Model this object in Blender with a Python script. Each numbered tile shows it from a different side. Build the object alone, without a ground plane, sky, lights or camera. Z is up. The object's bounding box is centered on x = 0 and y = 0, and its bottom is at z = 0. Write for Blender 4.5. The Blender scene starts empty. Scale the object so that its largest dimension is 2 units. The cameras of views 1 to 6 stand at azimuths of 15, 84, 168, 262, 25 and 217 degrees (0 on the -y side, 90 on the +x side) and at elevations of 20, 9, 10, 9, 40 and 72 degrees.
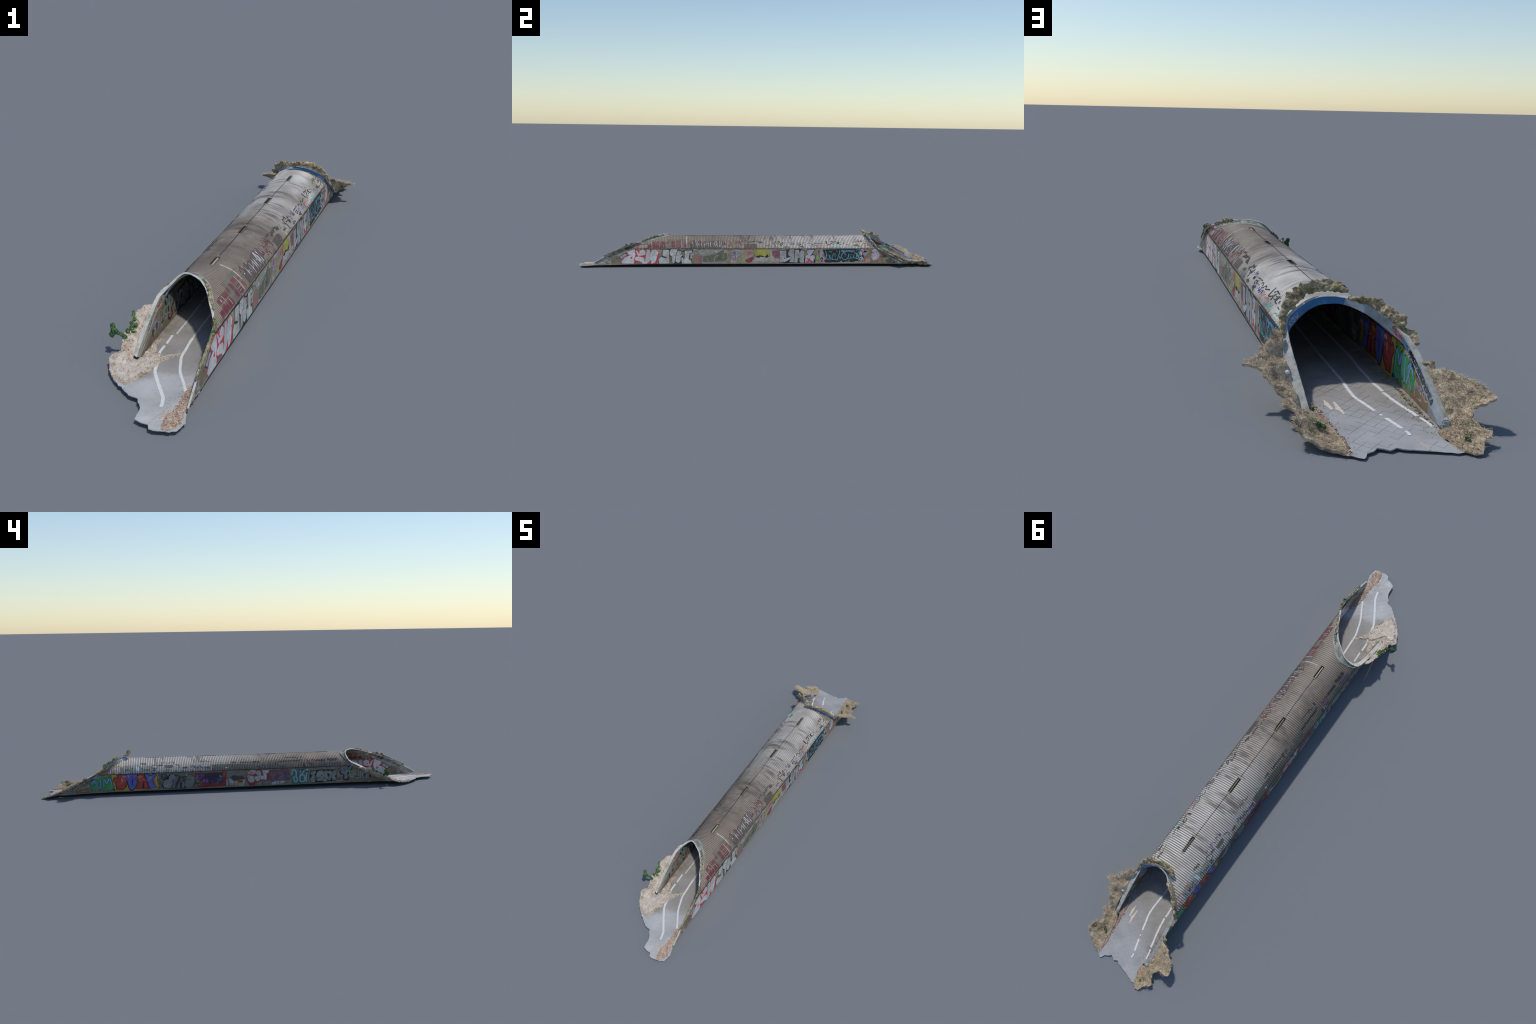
import bpy, bmesh, math, random
import numpy as np
from mathutils import Vector, noise
from mathutils.geometry import delaunay_2d_cdt

# =====================================================================
#  A scanned pedestrian underpass: a straight tunnel with painted concrete
#  side walls, a corrugated arch roof, two obliquely cut portals with a
#  concrete collar, a paved floor and ragged scraps of bank at both ends.
#  Tunnel axis = y.  Portal A lies at -y, portal B at +y.
# =====================================================================
rng = random.Random(7)
nrng = np.random.default_rng(7)

ROOT = bpy.data.objects.new("pedestrian_underpass", None)
bpy.context.scene.collection.objects.link(ROOT)
ROOT["label"] = "graffiti covered pedestrian tunnel with corrugated arch roof and slanted portals"
ROOT["category"] = "tunnel"


def add(name, verts, faces, mats, parent=None, smooth=False, kind=None, midx=None):
    me = bpy.data.meshes.new(name)
    me.from_pydata([tuple(map(float, v)) for v in verts], [], [tuple(int(i) for i in f) for f in faces])
    if not isinstance(mats, (list, tuple)):
        mats = [mats]
    for m in mats:
        me.materials.append(m)
    if midx is not None:
        me.polygons.foreach_set("material_index", np.array(midx, dtype=np.int32))
    if smooth:
        me.polygons.foreach_set("use_smooth", np.ones(len(me.polygons), dtype=bool))
    me.update()
    ob = bpy.data.objects.new(name, me)
    bpy.context.scene.collection.objects.link(ob)
    ob.parent = parent or ROOT
    if kind:
        ob["kind"] = kind
    return ob


# ------------------------------------------------------------------ nodes
class NT:
    def __init__(s, name, rough=0.85, spec=0.25):
        s.m = bpy.data.materials.new(name)
        s.m.use_nodes = True
        s.t = s.m.node_tree
        s.b = s.t.nodes["Principled BSDF"]
        s.b.inputs["Roughness"].default_value = rough
        s.b.inputs["Specular IOR Level"].default_value = spec
        s.co = s.t.nodes.new("ShaderNodeTexCoord").outputs["Object"]

    def n(s, typ, **kw):
        nd = s.t.nodes.new("ShaderNode" + typ)
        for k, v in kw.items():
            setattr(nd, k, v)
        return nd

    def put(s, sock, v):
        if isinstance(v, bpy.types.NodeSocket):
            s.t.links.new(v, sock)
        elif isinstance(v, (tuple, list)):
            sock.default_value = (*v, 1.0) if len(v) == 3 and sock.type == 'RGBA' else v
        else:
            sock.default_value = v

    def math(s, op, a, b=0.0, c=None, clamp=False):
        nd = s.n("Math", operation=op, use_clamp=clamp)
        s.put(nd.inputs[0], a)
        s.put(nd.inputs[1], b)
        if c is not None:
            s.put(nd.inputs[2], c)
        return nd.outputs[0]

    def xyz(s):
        nd = s.n("SeparateXYZ")
        s.put(nd.inputs[0], s.co)
        return nd.outputs

    def map(s, scale=(1, 1, 1), loc=(0, 0, 0), rot=(0, 0, 0)):
        nd = s.n("Mapping")
        s.put(nd.inputs["Vector"], s.co)
        nd.inputs["Scale"].default_value = scale
        nd.inputs["Location"].default_value = loc
        nd.inputs["Rotation"].default_value = rot
        return nd.outputs[0]

    def noise(s, scale=10, detail=5, rough=0.6, vec=None, dist=0.0):
        nd = s.n("TexNoise")
        s.put(nd.inputs["Vector"], vec if vec is not None else s.co)
        nd.inputs["Scale"].default_value = scale
        nd.inputs["Detail"].default_value = detail
        nd.inputs["Roughness"].default_value = rough
        nd.inputs["Distortion"].default_value = dist
        return nd.outputs["Fac"]

    def voro(s, scale=10, vec=None, feature='F1', out="Color"):
        nd = s.n("TexVoronoi", feature=feature)
        s.put(nd.inputs["Vector"], vec if vec is not None else s.co)
        nd.inputs["Scale"].default_value = scale
        return nd.outputs[out]

    def ramp(s, fac, stops, interp='LINEAR'):
        nd = s.n("ValToRGB")
        nd.color_ramp.interpolation = interp
        el = nd.color_ramp.elements
        while len(el) < len(stops):
            el.new(0.5)
        for e, (p, c) in zip(el, stops):
            e.position = p
            e.color = (*c, 1.0) if len(c) == 3 else (c[0], c[0], c[0], 1)
        s.put(nd.inputs[0], fac)
        return nd.outputs[0]

    def rng(s, v, a, b, c=0.0, d=1.0, smooth=True):
        nd = s.n("MapRange", interpolation_type='SMOOTHSTEP' if smooth else 'LINEAR')
        s.put(nd.inputs[0], v)
        for i, q in enumerate((a, b, c, d)):
            nd.inputs[1 + i].default_value = q
        return nd.outputs[0]

    def mix(s, f, a, b, mode='MIX'):
        nd = s.n("Mix", data_type='RGBA', blend_type=mode)
        s.put(nd.inputs[0], f)
        s.put(nd.inputs[6], a)
        s.put(nd.inputs[7], b)
        return nd.outputs[2]

    def bump(s, h, strength=0.3, dist=0.002):
        nd = s.n("Bump")
        nd.inputs["Strength"].default_value = strength
        nd.inputs["Distance"].default_value = dist
        s.put(nd.inputs["Height"], h)
        s.put(s.b.inputs["Normal"], nd.outputs[0])

    def done(s, col):
        s.put(s.b.inputs["Base Color"], col)
        return s.m


def plain(name, col, var=0.25, scale=60, rough=0.85):
    """one colour with fine blotches"""
    k = NT(name, rough)
    n1 = k.noise(scale, 6, 0.65)
    lo = tuple(c * (1 - var) for c in col)
    hi = tuple(min(1, c * (1 + var)) for c in col)
    return k.done(k.ramp(n1, [(0.3, lo), (0.7, hi)]))


_paints = {}


def paint(col, wear=0.22, dim=0.80):
    """sprayed paint: flat colour with faded, speckled patches"""
    key = (tuple(round(c, 3) for c in col), wear, dim)
    if key not in _paints:
        k = NT("spray_paint", 0.6, 0.3)
        n1 = k.noise(45, 4, 0.6)
        n2 = k.noise(420, 3, 0.7)
        col = tuple(c * dim for c in col)
        grey = sum(col) / 3
        n3 = k.noise(9, 6, 0.7)
        lo = tuple(c * (1 - 1.3 * wear) for c in col)
        hi = tuple(c * (1 + 0.35 * wear) + wear * 0.12 * (grey + 0.15) for c in col)
        c1 = k.ramp(n1, [(0.32, lo), (0.68, hi)])
        c2 = k.mix(k.math('MULTIPLY', k.rng(n2, 0.5, 0.75), 0.30), c1, (0.16, 0.14, 0.12))
        c2 = k.mix(k.math('MULTIPLY', k.rng(n3, 0.48, 0.70), 0.40), c2, (0.13, 0.115, 0.095))
        _paints[key] = k.done(c2)
    return _paints[key]


# ---------------------------------------------------------------- section
ZE, ZC = 0.098, 0.1595            # eave and crown heights


def axis_x(y):
    return 0.006 * y - 0.003


def half_w(y):
    return 0.1005 + 0.006 * y


def arc(y):
    w, h = half_w(y), ZC - ZE
    R = (w * w + h * h) / (2 * h)
    return R, ZC - R, math.asin(w / R)


RIB = 0.0083                      # rib spacing of the corrugated sheets


def rib_height(y, a):
    amp = 0.0010 * (0.75 + 0.6 * noise.noise(Vector((y * 14, a * 1.7, 3.1))))
    ph = y / RIB + 0.35 * noise.noise(Vector((y * 9, a * 2.2, 8.0)))
    return amp * math.cos(2 * math.pi * ph)


def sag(y, a):
    return 0.0016 * noise.noise(Vector((y * 5.5, a * 1.3, 1.0))) - 0.0015 * math.exp(-((y + 0.1) / 0.25) ** 2) * (1 - abs(a))


def shift(y, a):
    # the vault leans a few millimetres to the west, most near portal A
    return -(.0006 + .0022 * math.exp(-((y + .3) / .3) ** 2)) * (1 - abs(a) ** 4)


def roof_pt(y, a, off=0.0, ribs=True):
    """a = -1 west eave .. 0 crown .. +1 east eave"""
    R, cz, am = arc(y)
    r = R + off + sag(y, a)
    if ribs:
        r += rib_height(y, a)
    t = a * am
    return (axis_x(y) + r * math.sin(t) + shift(y, a), y, cz + r * math.cos(t))


def a_of(x, y):
    R, cz, am = arc(y)
    return max(-1, min(1, math.asin(max(-1, min(1, (x - axis_x(y)) / R))) / am))


def floor_z(y):
    z = 0.0153 - 0.0014 * y - 0.0050 * max(0, min(1, (-.6 - y) / .3))
    if y > 0.6:
        z = 0.0140 * (1 - min(1, (y - 0.6) / 0.385) ** 2.3) + 0.0002
    return z


def crom(pts, n):
    """smooth curve through points, n samples, even in arc length"""
    P = [np.array(p, float) for p in pts]
    P = [2 * P[0] - P[1]] + P + [2 * P[-1] - P[-2]]
    out = []
    for i in range(1, len(P) - 2):
        for k in range(12):
            t = k / 12
            a, b, c, d = P[i - 1:i + 3]
            out.append(0.5 * (2 * b + (c - a) * t + (2 * a - 5 * b + 4 * c - d) * t * t + (3 * b - a - 3 * c + d) * t ** 3))
    out.append(P[-2])
    out = np.array(out)
    s = np.concatenate([[0], np.cumsum(np.linalg.norm(np.diff(out, axis=0), axis=1))])
    return np.stack([np.interp(np.linspace(0, s[-1], n), s, out[:, k]) for k in range(out.shape[1])], 1)


def thicken(verts, faces, h, both=True):
    """give a sheet real depth: +-h along its normals"""
    V = np.array(verts, float)
    N = np.zeros_like(V)
    for f in faces:
        for i in range(1, len(f) - 1):
            nn = np.cross(V[f[i]] - V[f[0]], V[f[i + 1]] - V[f[0]])
            for j in (f[0], f[i], f[i + 1]):
                N[j] += nn
    N /= np.maximum(np.linalg.norm(N, axis=1, keepdims=True), 1e-12)
    return slab(V + N * h, V - N * h, faces)


def slab(top, bot, faces):
    n = len(top)
    edges = {}
    for f in faces:
        for i in range(len(f)):
            e = (f[i], f[(i + 1) % len(f)])
            edges[e] = edges.get(e, 0) + 1
    F = [tuple(f) for f in faces] + [tuple(i + n for i in reversed(f)) for f in faces]
    for (i, j) in edges:
        if (j, i) not in edges:
            F.append((j, i, i + n, j + n))
    return np.concatenate([top, bot]), F


def grid_faces(nu, nv):
    return [(i * nv + j, i * nv + j + 1, (i + 1) * nv + j + 1, (i + 1) * nv + j) for i in range(nu - 1) for j in range(nv - 1)]


# ------------------------------------------------------- portal outlines
# three rails per portal, east foot -> crown -> west foot:
#   J joint with wall/roof,  F free inner edge,  G outer edge of the coping
A_J = [(.0885, -.895, .016), (.089, -.812, .056), (.089, -.762, .081), (.087, -.70, .105), (.077, -.672, .119), (.071, -.641, .127), (.058, -.607, .139), (.044, -.573, .148), (.030, -.547, .154), (.012, -.522, .158), (-.015, -.495, .160), (-.045, -.478, .155), (-.075, -.487, .140), (-.090, -.498, .126), (-.100, -.508, .114), (-.1040, -.526, .100), (-.1060, -.564, .085), (-.1065, -.600, .075), (-.1065, -.645, .050), (-.1055, -.705, .017)]
A_F = [(.092, -.918, .022), (.092, -.837, .069), (.0925, -.763, .104), (.088, -.707, .122), (.078, -.682, .131), (.068, -.660, .137), (.060, -.645, .143), (.045, -.612, .152), (.032, -.588, .159), (.018, -.568, .164), (.003, -.550, .167), (-.020, -.530, .168), (-.040, -.513, .165), (-.062, -.504, .156), (-.088, -.513, .130), (-.101, -.530, .117), (-.107, -.551, .108), (-.109, -.588, .089), (-.109, -.645, .061), (-.108, -.716, .021)]
A_G = [(.096, -.918, .024), (.0965, -.836, .072), (.0965, -.760, .107), (.0915, -.704, .125), (.081, -.678, .134), (.071, -.656, .140), (.062, -.641, .146), (.046, -.608, .155), (.033, -.584, .162), (.018, -.563, .167), (.003, -.545, .170), (-.021, -.526, .171), (-.042, -.509, .168), (-.065, -.498, .158), (-.094, -.505, .131), (-.110, -.515, .119), (-.117, -.530, .111), (-.121, -.568, .092), (-.123, -.620, .065), (-.1215, -.704, .021)]
B_J = [(.1065, .80, .012), (.107, .745, .038), (.106, .70, .064), (.105, .665, .086), (.101, .632, .105), (.083, .613, .122), (.058, .600, .140), (.034, .595, .150), (.010, .597, .153), (-.015, .608, .153), (-.045, .634, .143), (-.066, .661, .130), (-.087, .69, .113), (-.100, .725, .098), (-.101, .79, .065), (-.101, .85, .032), (-.1005, .90, .012)]
B_F = [(.100, .81, .016), (.102, .76, .046), (.104, .70, .078), (.104, .655, .102), (.101, .625, .126), (.083, .611, .143), (.055, .600, .159), (.030, .598, .166), (0, .606, .168), (-.020, .622, .166), (-.050, .647, .158), (-.072, .675, .146), (-.094, .70, .125), (-.102, .755, .100), (-.104, .82, .069), (-.104, .88, .036), (-.102, .911, .018)]
B_G = [(.112, .81, .016), (.118, .757, .043), (.119, .70, .074), (.117, .65, .098), (.107, .622, .127), (.087, .608, .145), (.057, .596, .161), (.031, .594, .168), (0, .602, .170), (-.021, .617, .168), (-.051, .642, .161), (-.076, .671, .147), (-.103, .697, .125), (-.114, .752, .099), (-.116, .815, .067), (-.116, .875, .035), (-.114, .91, .016)]


def end_tables(J, i0, i1):
    """y of the portal cut over the roof (by a) and over each wall (by z)"""
    J = np.array(J)
    D = crom(J, 240)
    m = D[:, 2] >= ZE - 0.002
    roof = D[m]
    aa = np.array([a_of(p[0], p[1]) for p in roof])
    o = np.argsort(aa)
    aa, yy = aa[o], roof[o, 1]
    top = D[:, 2].argmax()
    e, w = D[:top], D[top:]
    e = e[e[:, 2] < ZE + 0.012]
    w = w[w[:, 2] < ZE + 0.012]
    e = e[np.argsort(e[:, 2])]
    w = w[np.argsort(w[:, 2])]
    return (aa, yy), (e[:, 2], e[:, 1]), (w[:, 2], w[:, 1])


TA, EA, WA = end_tables(A_J, 3, 11)
TB, EB, WB = end_tables(B_J, 4, 13)
roof_ya = lambda a: float(np.interp(a, *TA))
roof_yb = lambda a: float(np.interp(a, *TB))

# ---------------------------------------------------------------- materials


def concrete(name, col, dark, scale=30, moss=None):
    k = NT(name, 0.9)
    n1 = k.noise(scale, 8, 0.65)
    n2 = k.noise(scale * 9, 4, 0.7)
    c = k.ramp(n1, [(0.28, dark), (0.5, col), (0.75, tuple(min(1, v * 1.18) for v in col))])
    c = k.mix(k.math('MULTIPLY', k.rng(n2, 0.55, 0.75), 0.35), c, tuple(v * 0.5 for v in dark))
    if moss:
        c = k.mix(k.math('MULTIPLY', k.rng(k.noise(scale * 1.7, 6, 0.7), 0.55, 0.68), 0.75), c, moss)
    k.bump(n2, 0.4, 0.0008)
    return k.done(c)


def make_roof_material():
    k = NT("corrugated_sheet", 0.55, 0.35)
    x, y, z = k.xyz()
    # weathered sheets: beige near portal A, pale grey near portal B
    f = k.math('ADD', k.rng(y, -0.75, 0.75, smooth=False), k.math('MULTIPLY', k.math('SUBTRACT', k.noise(5, 4, 0.6), 0.5), 0.28))
    base = k.ramp(f, [(0.08, (.40, .33, .265)), (0.26, (.285, .235, .185)), (0.44, (.32, .275, .225)), (0.60, (.53, .50, .46)), (0.85, (.68, .65, .60)), (1.0, (.68, .635, .54))])
    # rib shading painted into the colour: grooves darkened, strength comes and goes
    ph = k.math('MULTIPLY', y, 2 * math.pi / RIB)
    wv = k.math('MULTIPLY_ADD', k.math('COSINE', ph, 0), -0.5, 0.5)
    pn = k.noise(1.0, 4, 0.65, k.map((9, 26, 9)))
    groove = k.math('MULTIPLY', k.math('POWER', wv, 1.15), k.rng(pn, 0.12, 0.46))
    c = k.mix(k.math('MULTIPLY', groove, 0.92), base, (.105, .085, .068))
    # brown-black soot smears that run round the arch, mostly in the middle
    sm = k.noise(1.0, 4, 0.55, k.map((9, 38, 9), (3, 0, 1)))
    zone = k.math('MULTIPLY', k.rng(y, -0.45, -0.1), k.rng(y, 0.62, 0.40))
    hz = k.rng(z, 0.122, 0.150)
    smear = k.math('MULTIPLY', k.math('MULTIPLY', k.rng(sm, 0.50, 0.68), zone), hz)
    c = k.mix(k.math('MULTIPLY', smear, 0.74), c, (.075, .06, .05))
    # dark brown tone over the west haunch
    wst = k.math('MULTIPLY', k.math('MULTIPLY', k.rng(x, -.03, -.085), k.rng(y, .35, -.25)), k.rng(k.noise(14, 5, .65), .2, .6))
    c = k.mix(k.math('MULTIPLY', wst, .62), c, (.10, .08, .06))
    # mottled damp stains, heavier on the portal A half
    mt = k.math('MULTIPLY', k.rng(k.noise(22, 6, .7, k.map((1, .6, 1), (7, 3, 2))), .48, .62), k.rng(y, .35, -.2))
    c = k.mix(k.math('MULTIPLY', mt, .45), c, (.13, .105, .08))
    # broad dirt
    d = k.rng(k.noise(9, 6, 0.65, k.map((1, .45, 1))), 0.5, 0.72)
    c = k.mix(k.math('MULTIPLY', d, 0.35), c, (.24, .20, .165))
    # lap joints along the tunnel with little bolt dots
    ang = k.math('ARCTAN2', k.math('SUBTRACT', x, k.math('MULTIPLY', y, 0.006)), k.math('SUBTRACT', z, 0.045))
    for a0, w0, s in ((0.62, 0.006, .55), (0.93, 0.007, .65), (-0.55, 0.006, .5), (-0.16, 0.005, .35), (0.13, 0.004, .3), (-0.9, 0.007, .6)):
        line = k.math('LESS_THAN', k.math('ABSOLUTE', k.math('SUBTRACT', ang, a0)), w0)
        brk = k.rng(k.noise(1, 2, 0.5, k.map((2, 11, 2), (a0 * 9, 0, 0))), 0.44, 0.52)
        dots = k.math('GREATER_THAN', wv, 0.35)
        c = k.mix(k.math('MULTIPLY', k.math('MULTIPLY', line, s), k.math('MULTIPLY', brk, dots)), c, (.09, .075, .065))
    # dark uneven band above the eave
    ed = k.math('MULTIPLY', k.rng(z, 0.112, 0.099), k.rng(k.noise(1, 5, 0.7, k.map((20, 60, 20))), 0.42, 0.60))
    c = k.mix(k.math('MULTIPLY', ed, 0.8), c, (.07, .06, .045))
    return k.done(c)


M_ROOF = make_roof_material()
M_THROAT = concrete("throat_concrete", (.235, .205, .17), (.13, .11, .09), 26)
M_DARK = plain("soot_black", (.022, .021, .018), 0.3, 80)
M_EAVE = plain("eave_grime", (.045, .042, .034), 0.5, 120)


def make_wall_material(name, seed):
    """old concrete under many faded coats of paint"""
    k = NT(name, 0.8)
    x, y, z = k.xyz()
    v = k.map((1, 1, 1), (seed, seed * 0.7, 0))
    n1 = k.noise(16, 5, 0.6, v)
    n2 = k.noise(60, 6, 0.65, v)
    brown = k.ramp(n2, [(0.3, (.17, .125, .085)), (0.55, (.33, .26, .19)), (0.75, (.43, .37, .30))])
    grey = k.ramp(n2, [(0.3, (.27, .26, .25)), (0.7, (.50, .49, .46))])
    c = k.mix(k.rng(n1, 0.47, 0.56), brown, grey)
    tint = k.ramp(k.noise(23, 3, 0.5, k.map((1, 1, 1), (seed + 4, 2, 1))), [(0.36, (.30, .12, .10)), (0.43, (.36, .31, .25)), (0.56, (.36, .33, .29)), (0.62, (.30, .33, .36)), (0.7, (.22, .22, .13))])
    c = k.mix(0.42, c, tint)
    low = k.math('MULTIPLY', k.rng(z, 0.034, 0.018), 0.55)
    c = k.mix(low, c, (.27, .205, .14))
    top = k.math('MULTIPLY', k.rng(z, 0.088, 0.097), k.rng(k.noise(30, 4, 0.6), 0.4, 0.6))
    c = k.mix(k.math('MULTIPLY', top, 0.8), c, (.10, .12, .10))
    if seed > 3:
        c = k.mix(1.0, c, (.74, .72, .68), 'MULTIPLY')  # west wall colour multiplied down for the dim tunnel light
    k.bump(n2, 0.25, 0.0006)
    return k.done(c)


M_WALL_E = make_wall_material("painted_wall_east", 1.0)
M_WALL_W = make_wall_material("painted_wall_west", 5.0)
M_COLLAR_A = concrete("collar_concrete", (.33, .335, .285), (.16, .16, .13), 40, (.24, .25, .12))
M_COPING = concrete("coping_concrete", (.66, .63, .56), (.32, .31, .26), 45, (.30, .31, .17))  # whitened so the leg's top looks sunlit
M_COPING_B = concrete("coping_concrete_pale", (.46, .46, .42), (.25, .25, .22), 45, (.27, .25, .15))


def make_blue_collar():
    k = NT("blue_painted_collar", 0.7)
    x, y, z = k.xyz()
    n = k.noise(38, 6, 0.65)
    blue = k.ramp(n, [(0.3, (.04, .13, .30)), (0.6, (.07, .22, .48)), (0.8, (.18, .36, .58))])
    pale = k.ramp(k.noise(30, 3, 0.5), [(0.45, (.30, .42, .56)), (0.55, (.60, .66, .72))])
    grey = k.ramp(n, [(0.3, (.22, .25, .28)), (0.7, (.44, .48, .52))])
    xn = k.math('ADD', x, k.math('MULTIPLY', k.math('SUBTRACT', k.noise(25, 3, 0.6), 0.5), 0.008))
    c = k.mix(k.rng(xn, -0.048, -0.044), grey, pale)
    c = k.mix(k.rng(xn, -0.0145, -0.0125), c, blue)
    leg = k.math('MULTIPLY', k.rng(z, 0.104, 0.096), k.rng(x, 0.02, 0.03))
    c = k.mix(leg, c, k.ramp(n, [(0.3, (.26, .27, .26)), (0.7, (.44, .46, .44))]))
    return k.done(c)


M_BLUE = make_blue_collar()

# ---------------------------------------------------------------- roof
SLOTS = [(-0.4215, -0.362, -0.006), (-0.155, -0.088, -0.0055), (0.148, 0.215, -0.0035), (0.431, 0.499, 0.0025)]
SLOT_W = 0.0058
NA, NY = 84, 1320
AS = np.linspace(-1, 1, NA)


def corr_ends(a):
    e = abs(a)
    return roof_ya(a) + 0.003 + 0.012 * e ** 6, roof_yb(a) - 0.004 - 0.034 * max(0, (e - 0.15)) ** 1.2


def build_roof():
    top, bot = [], []
    cen = []
    for a in AS:
        y0, y1 = corr_ends(a)
        for y in np.linspace(y0, y1, NY):
            p = roof_pt(y, a, 0.0007)
            q = roof_pt(y, a, -0.0007)
            top.append(p)
            bot.append(q)
    F = []
    T = np.array(top)
    for f in grid_faces(NA, NY):
        c = (T[f[0]] + T[f[2]]) / 2
        if any(s[0] < c[1] < s[1] and abs(c[0] - s[2]) < SLOT_W for s in SLOTS):
            continue
        F.append(f)
    V, F = slab(T, np.array(bot), [tuple(reversed(f)) for f in F])
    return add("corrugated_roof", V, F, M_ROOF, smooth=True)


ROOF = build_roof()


def build_throat(name, ya, yb, n=8):
    V = []
    for a in np.linspace(-1, 1, 70):
        for t in np.linspace(0, 1, n):
            V.append(roof_pt(ya(a) + (yb(a) - ya(a)) * t, a, -0.0004 * math.sin(math.pi * t), False))
    V2, F = thicken(V, grid_faces(70, n), 0.0012)
    return add(name, V2, F, M_THROAT, smooth=True)


build_throat("arch_throat", lambda a: roof_ya(a) - 0.001, lambda a: corr_ends(a)[0] + 0.002)
build_throat("arch_throat", lambda a: corr_ends(a)[1] - 0.002, lambda a: roof_yb(a) + 0.001)

# light fittings sunk into the crown: a trough with a pale tube
M_TROUGH = plain("trough_metal", (.075, .078, .062), 0.35, 60)
M_TUBE = plain("lamp_cover", (.20, .185, .10), 0.25, 60, 0.4)
M_CAP = plain("lamp_cap", (.27, .21, .13), 0.3, 80)
M_TUBE_PALE = plain("lamp_cover_pale", (.46, .41, .28), 0.2, 60, 0.4)


def box(c, s, rot=0.0):
    V = []
    for sx in (-1, 1):
        for sy in (-1, 1):
            for sz in (-1, 1):
                V.append((c[0] + sx * s[0], c[1] + sy * s[1], c[2] + sz * s[2]))
    F = [(0, 1, 3, 2), (4, 6, 7, 5), (0, 4, 5, 1), (2, 3, 7, 6), (0, 2, 6, 4), (1, 5, 7, 3)]
    return V, F


def merge(parts):
    V, F, n = [], [], 0
    for v, f in parts:
        V += [tuple(p) for p in v]
        F += [tuple(i + n for i in q) for q in f]
        n += len(v)
    return V, F


for si, (y0, y1, xc) in enumerate(SLOTS):
    ym, hl = (y0 + y1) / 2, (y1 - y0) / 2
    zt = roof_pt(ym, a_of(xc, ym), 0, False)[2]
    w = SLOT_W + 0.0006
    d = 0.009
    parts = [box((xc, ym, zt - d), (w, hl + .0008, .0008)), box((xc - w, ym, zt - d / 2 + .0004), (.0007, hl + .0015, d / 2 + .0007)), box((xc + w, ym, zt - d / 2 + .0004), (.0007, hl + .0015, d / 2 + .0007)),
             box((xc, y0 - .0004, zt - d / 2 + .0002), (w - .0008, .0007, d / 2)), box((xc, y1 + .0004, zt - d / 2 + .0002), (w - .0008, .0007, d / 2))]
    tr = add("roof_light", *merge(parts), M_TROUGH)
    seg = 10
    tv, tf = [], []
    for yy in (y0 + .003, y1 - .003):
        for i in range(seg):
            t = 2 * math.pi * i / seg
            tv.append((xc + (.0012 if si else -.0008) + .0028 * math.cos(t), yy, zt - (.0052 if si else .0032) + .0028 * math.sin(t)))
    tf = [(i, (i + 1) % seg, seg + (i + 1) % seg, seg + i) for i in range(seg)] + [tuple(range(seg - 1, -1, -1)), tuple(range(seg, 2 * seg))]
    add("lamp_tube", tv, tf, M_TUBE_PALE if si == 0 else M_TUBE, tr, smooth=False)
    add("lamp_end_cap", *box((xc, y1 + .004, zt + .0008), (.0042, .0030, .0016)), M_CAP, tr)

# cable strung along the crown between the fittings
for (ya, yb) in ((-0.358, -0.162), (-0.083, 0.142), (0.222, 0.425)):
    V = []
    for y in np.linspace(ya, yb, 60):
        xs = np.interp(y, [-.36, -.26, -.14, -.02, .15, .3, .5], [-.006, -.005, -.006, -.005, -.004, -.001, .002]) + .0008 * noise.noise(Vector((y * 25, 0, 4)))
        p = roof_pt(y, a_of(xs, y), 0.0008, False)
        for i in range(6):
            t = 2 * math.pi * i / 6
            V.append((xs + .0011 * math.cos(t), y, p[2] + .0010 * math.sin(t)))
    F = [(k * 6 + i, k * 6 + (i + 1) % 6, (k + 1) * 6 + (i + 1) % 6, (k + 1) * 6 + i) for k in range(59) for i in range(6)] + [tuple(range(5, -1, -1)), tuple(range(59 * 6, 60 * 6))]
    add("crown_cable", V, F, M_DARK, smooth=True)

# ---------------------------------------------------------------- walls
HT = 0.0013                      # half thickness of the wall slab


def wall_x(side, y):
    return axis_x(y) + side * half_w(y)


def wall_span(side, z):
    if side > 0:
        return float(np.interp(z, *EA)), float(np.interp(z, *EB))
    return float(np.interp(z, *WA)), float(np.interp(z, *WB))


def build_wall(side, mat):
    nz, ny = 26, 260
    V1, V2 = [], []
    for i in range(nz):
        t = i / (nz - 1)
        y0, y1 = wall_span(side, 0.016 + (ZE - 0.016) * t)
        for y in np.linspace(y0, y1, ny):
            zb = floor_z(y) + 0.0006
            z = zb + (ZE - zb) * t
            b = 0.0
            V1.append((wall_x(side, y) + side * HT + b, y, z))
            V2.append((wall_x(side, y) - side * HT + b, y, z))
    F = grid_faces(nz, ny)
    if side > 0:
        F = [tuple(reversed(f)) for f in F]
    V, F = slab(np.array(V1), np.array(V2), F)
    return add("side_wall", V, F, mat, smooth=False)


WALL_E = build_wall(1, M_WALL_E)
WALL_W = build_wall(-1, M_WALL_W)

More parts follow.
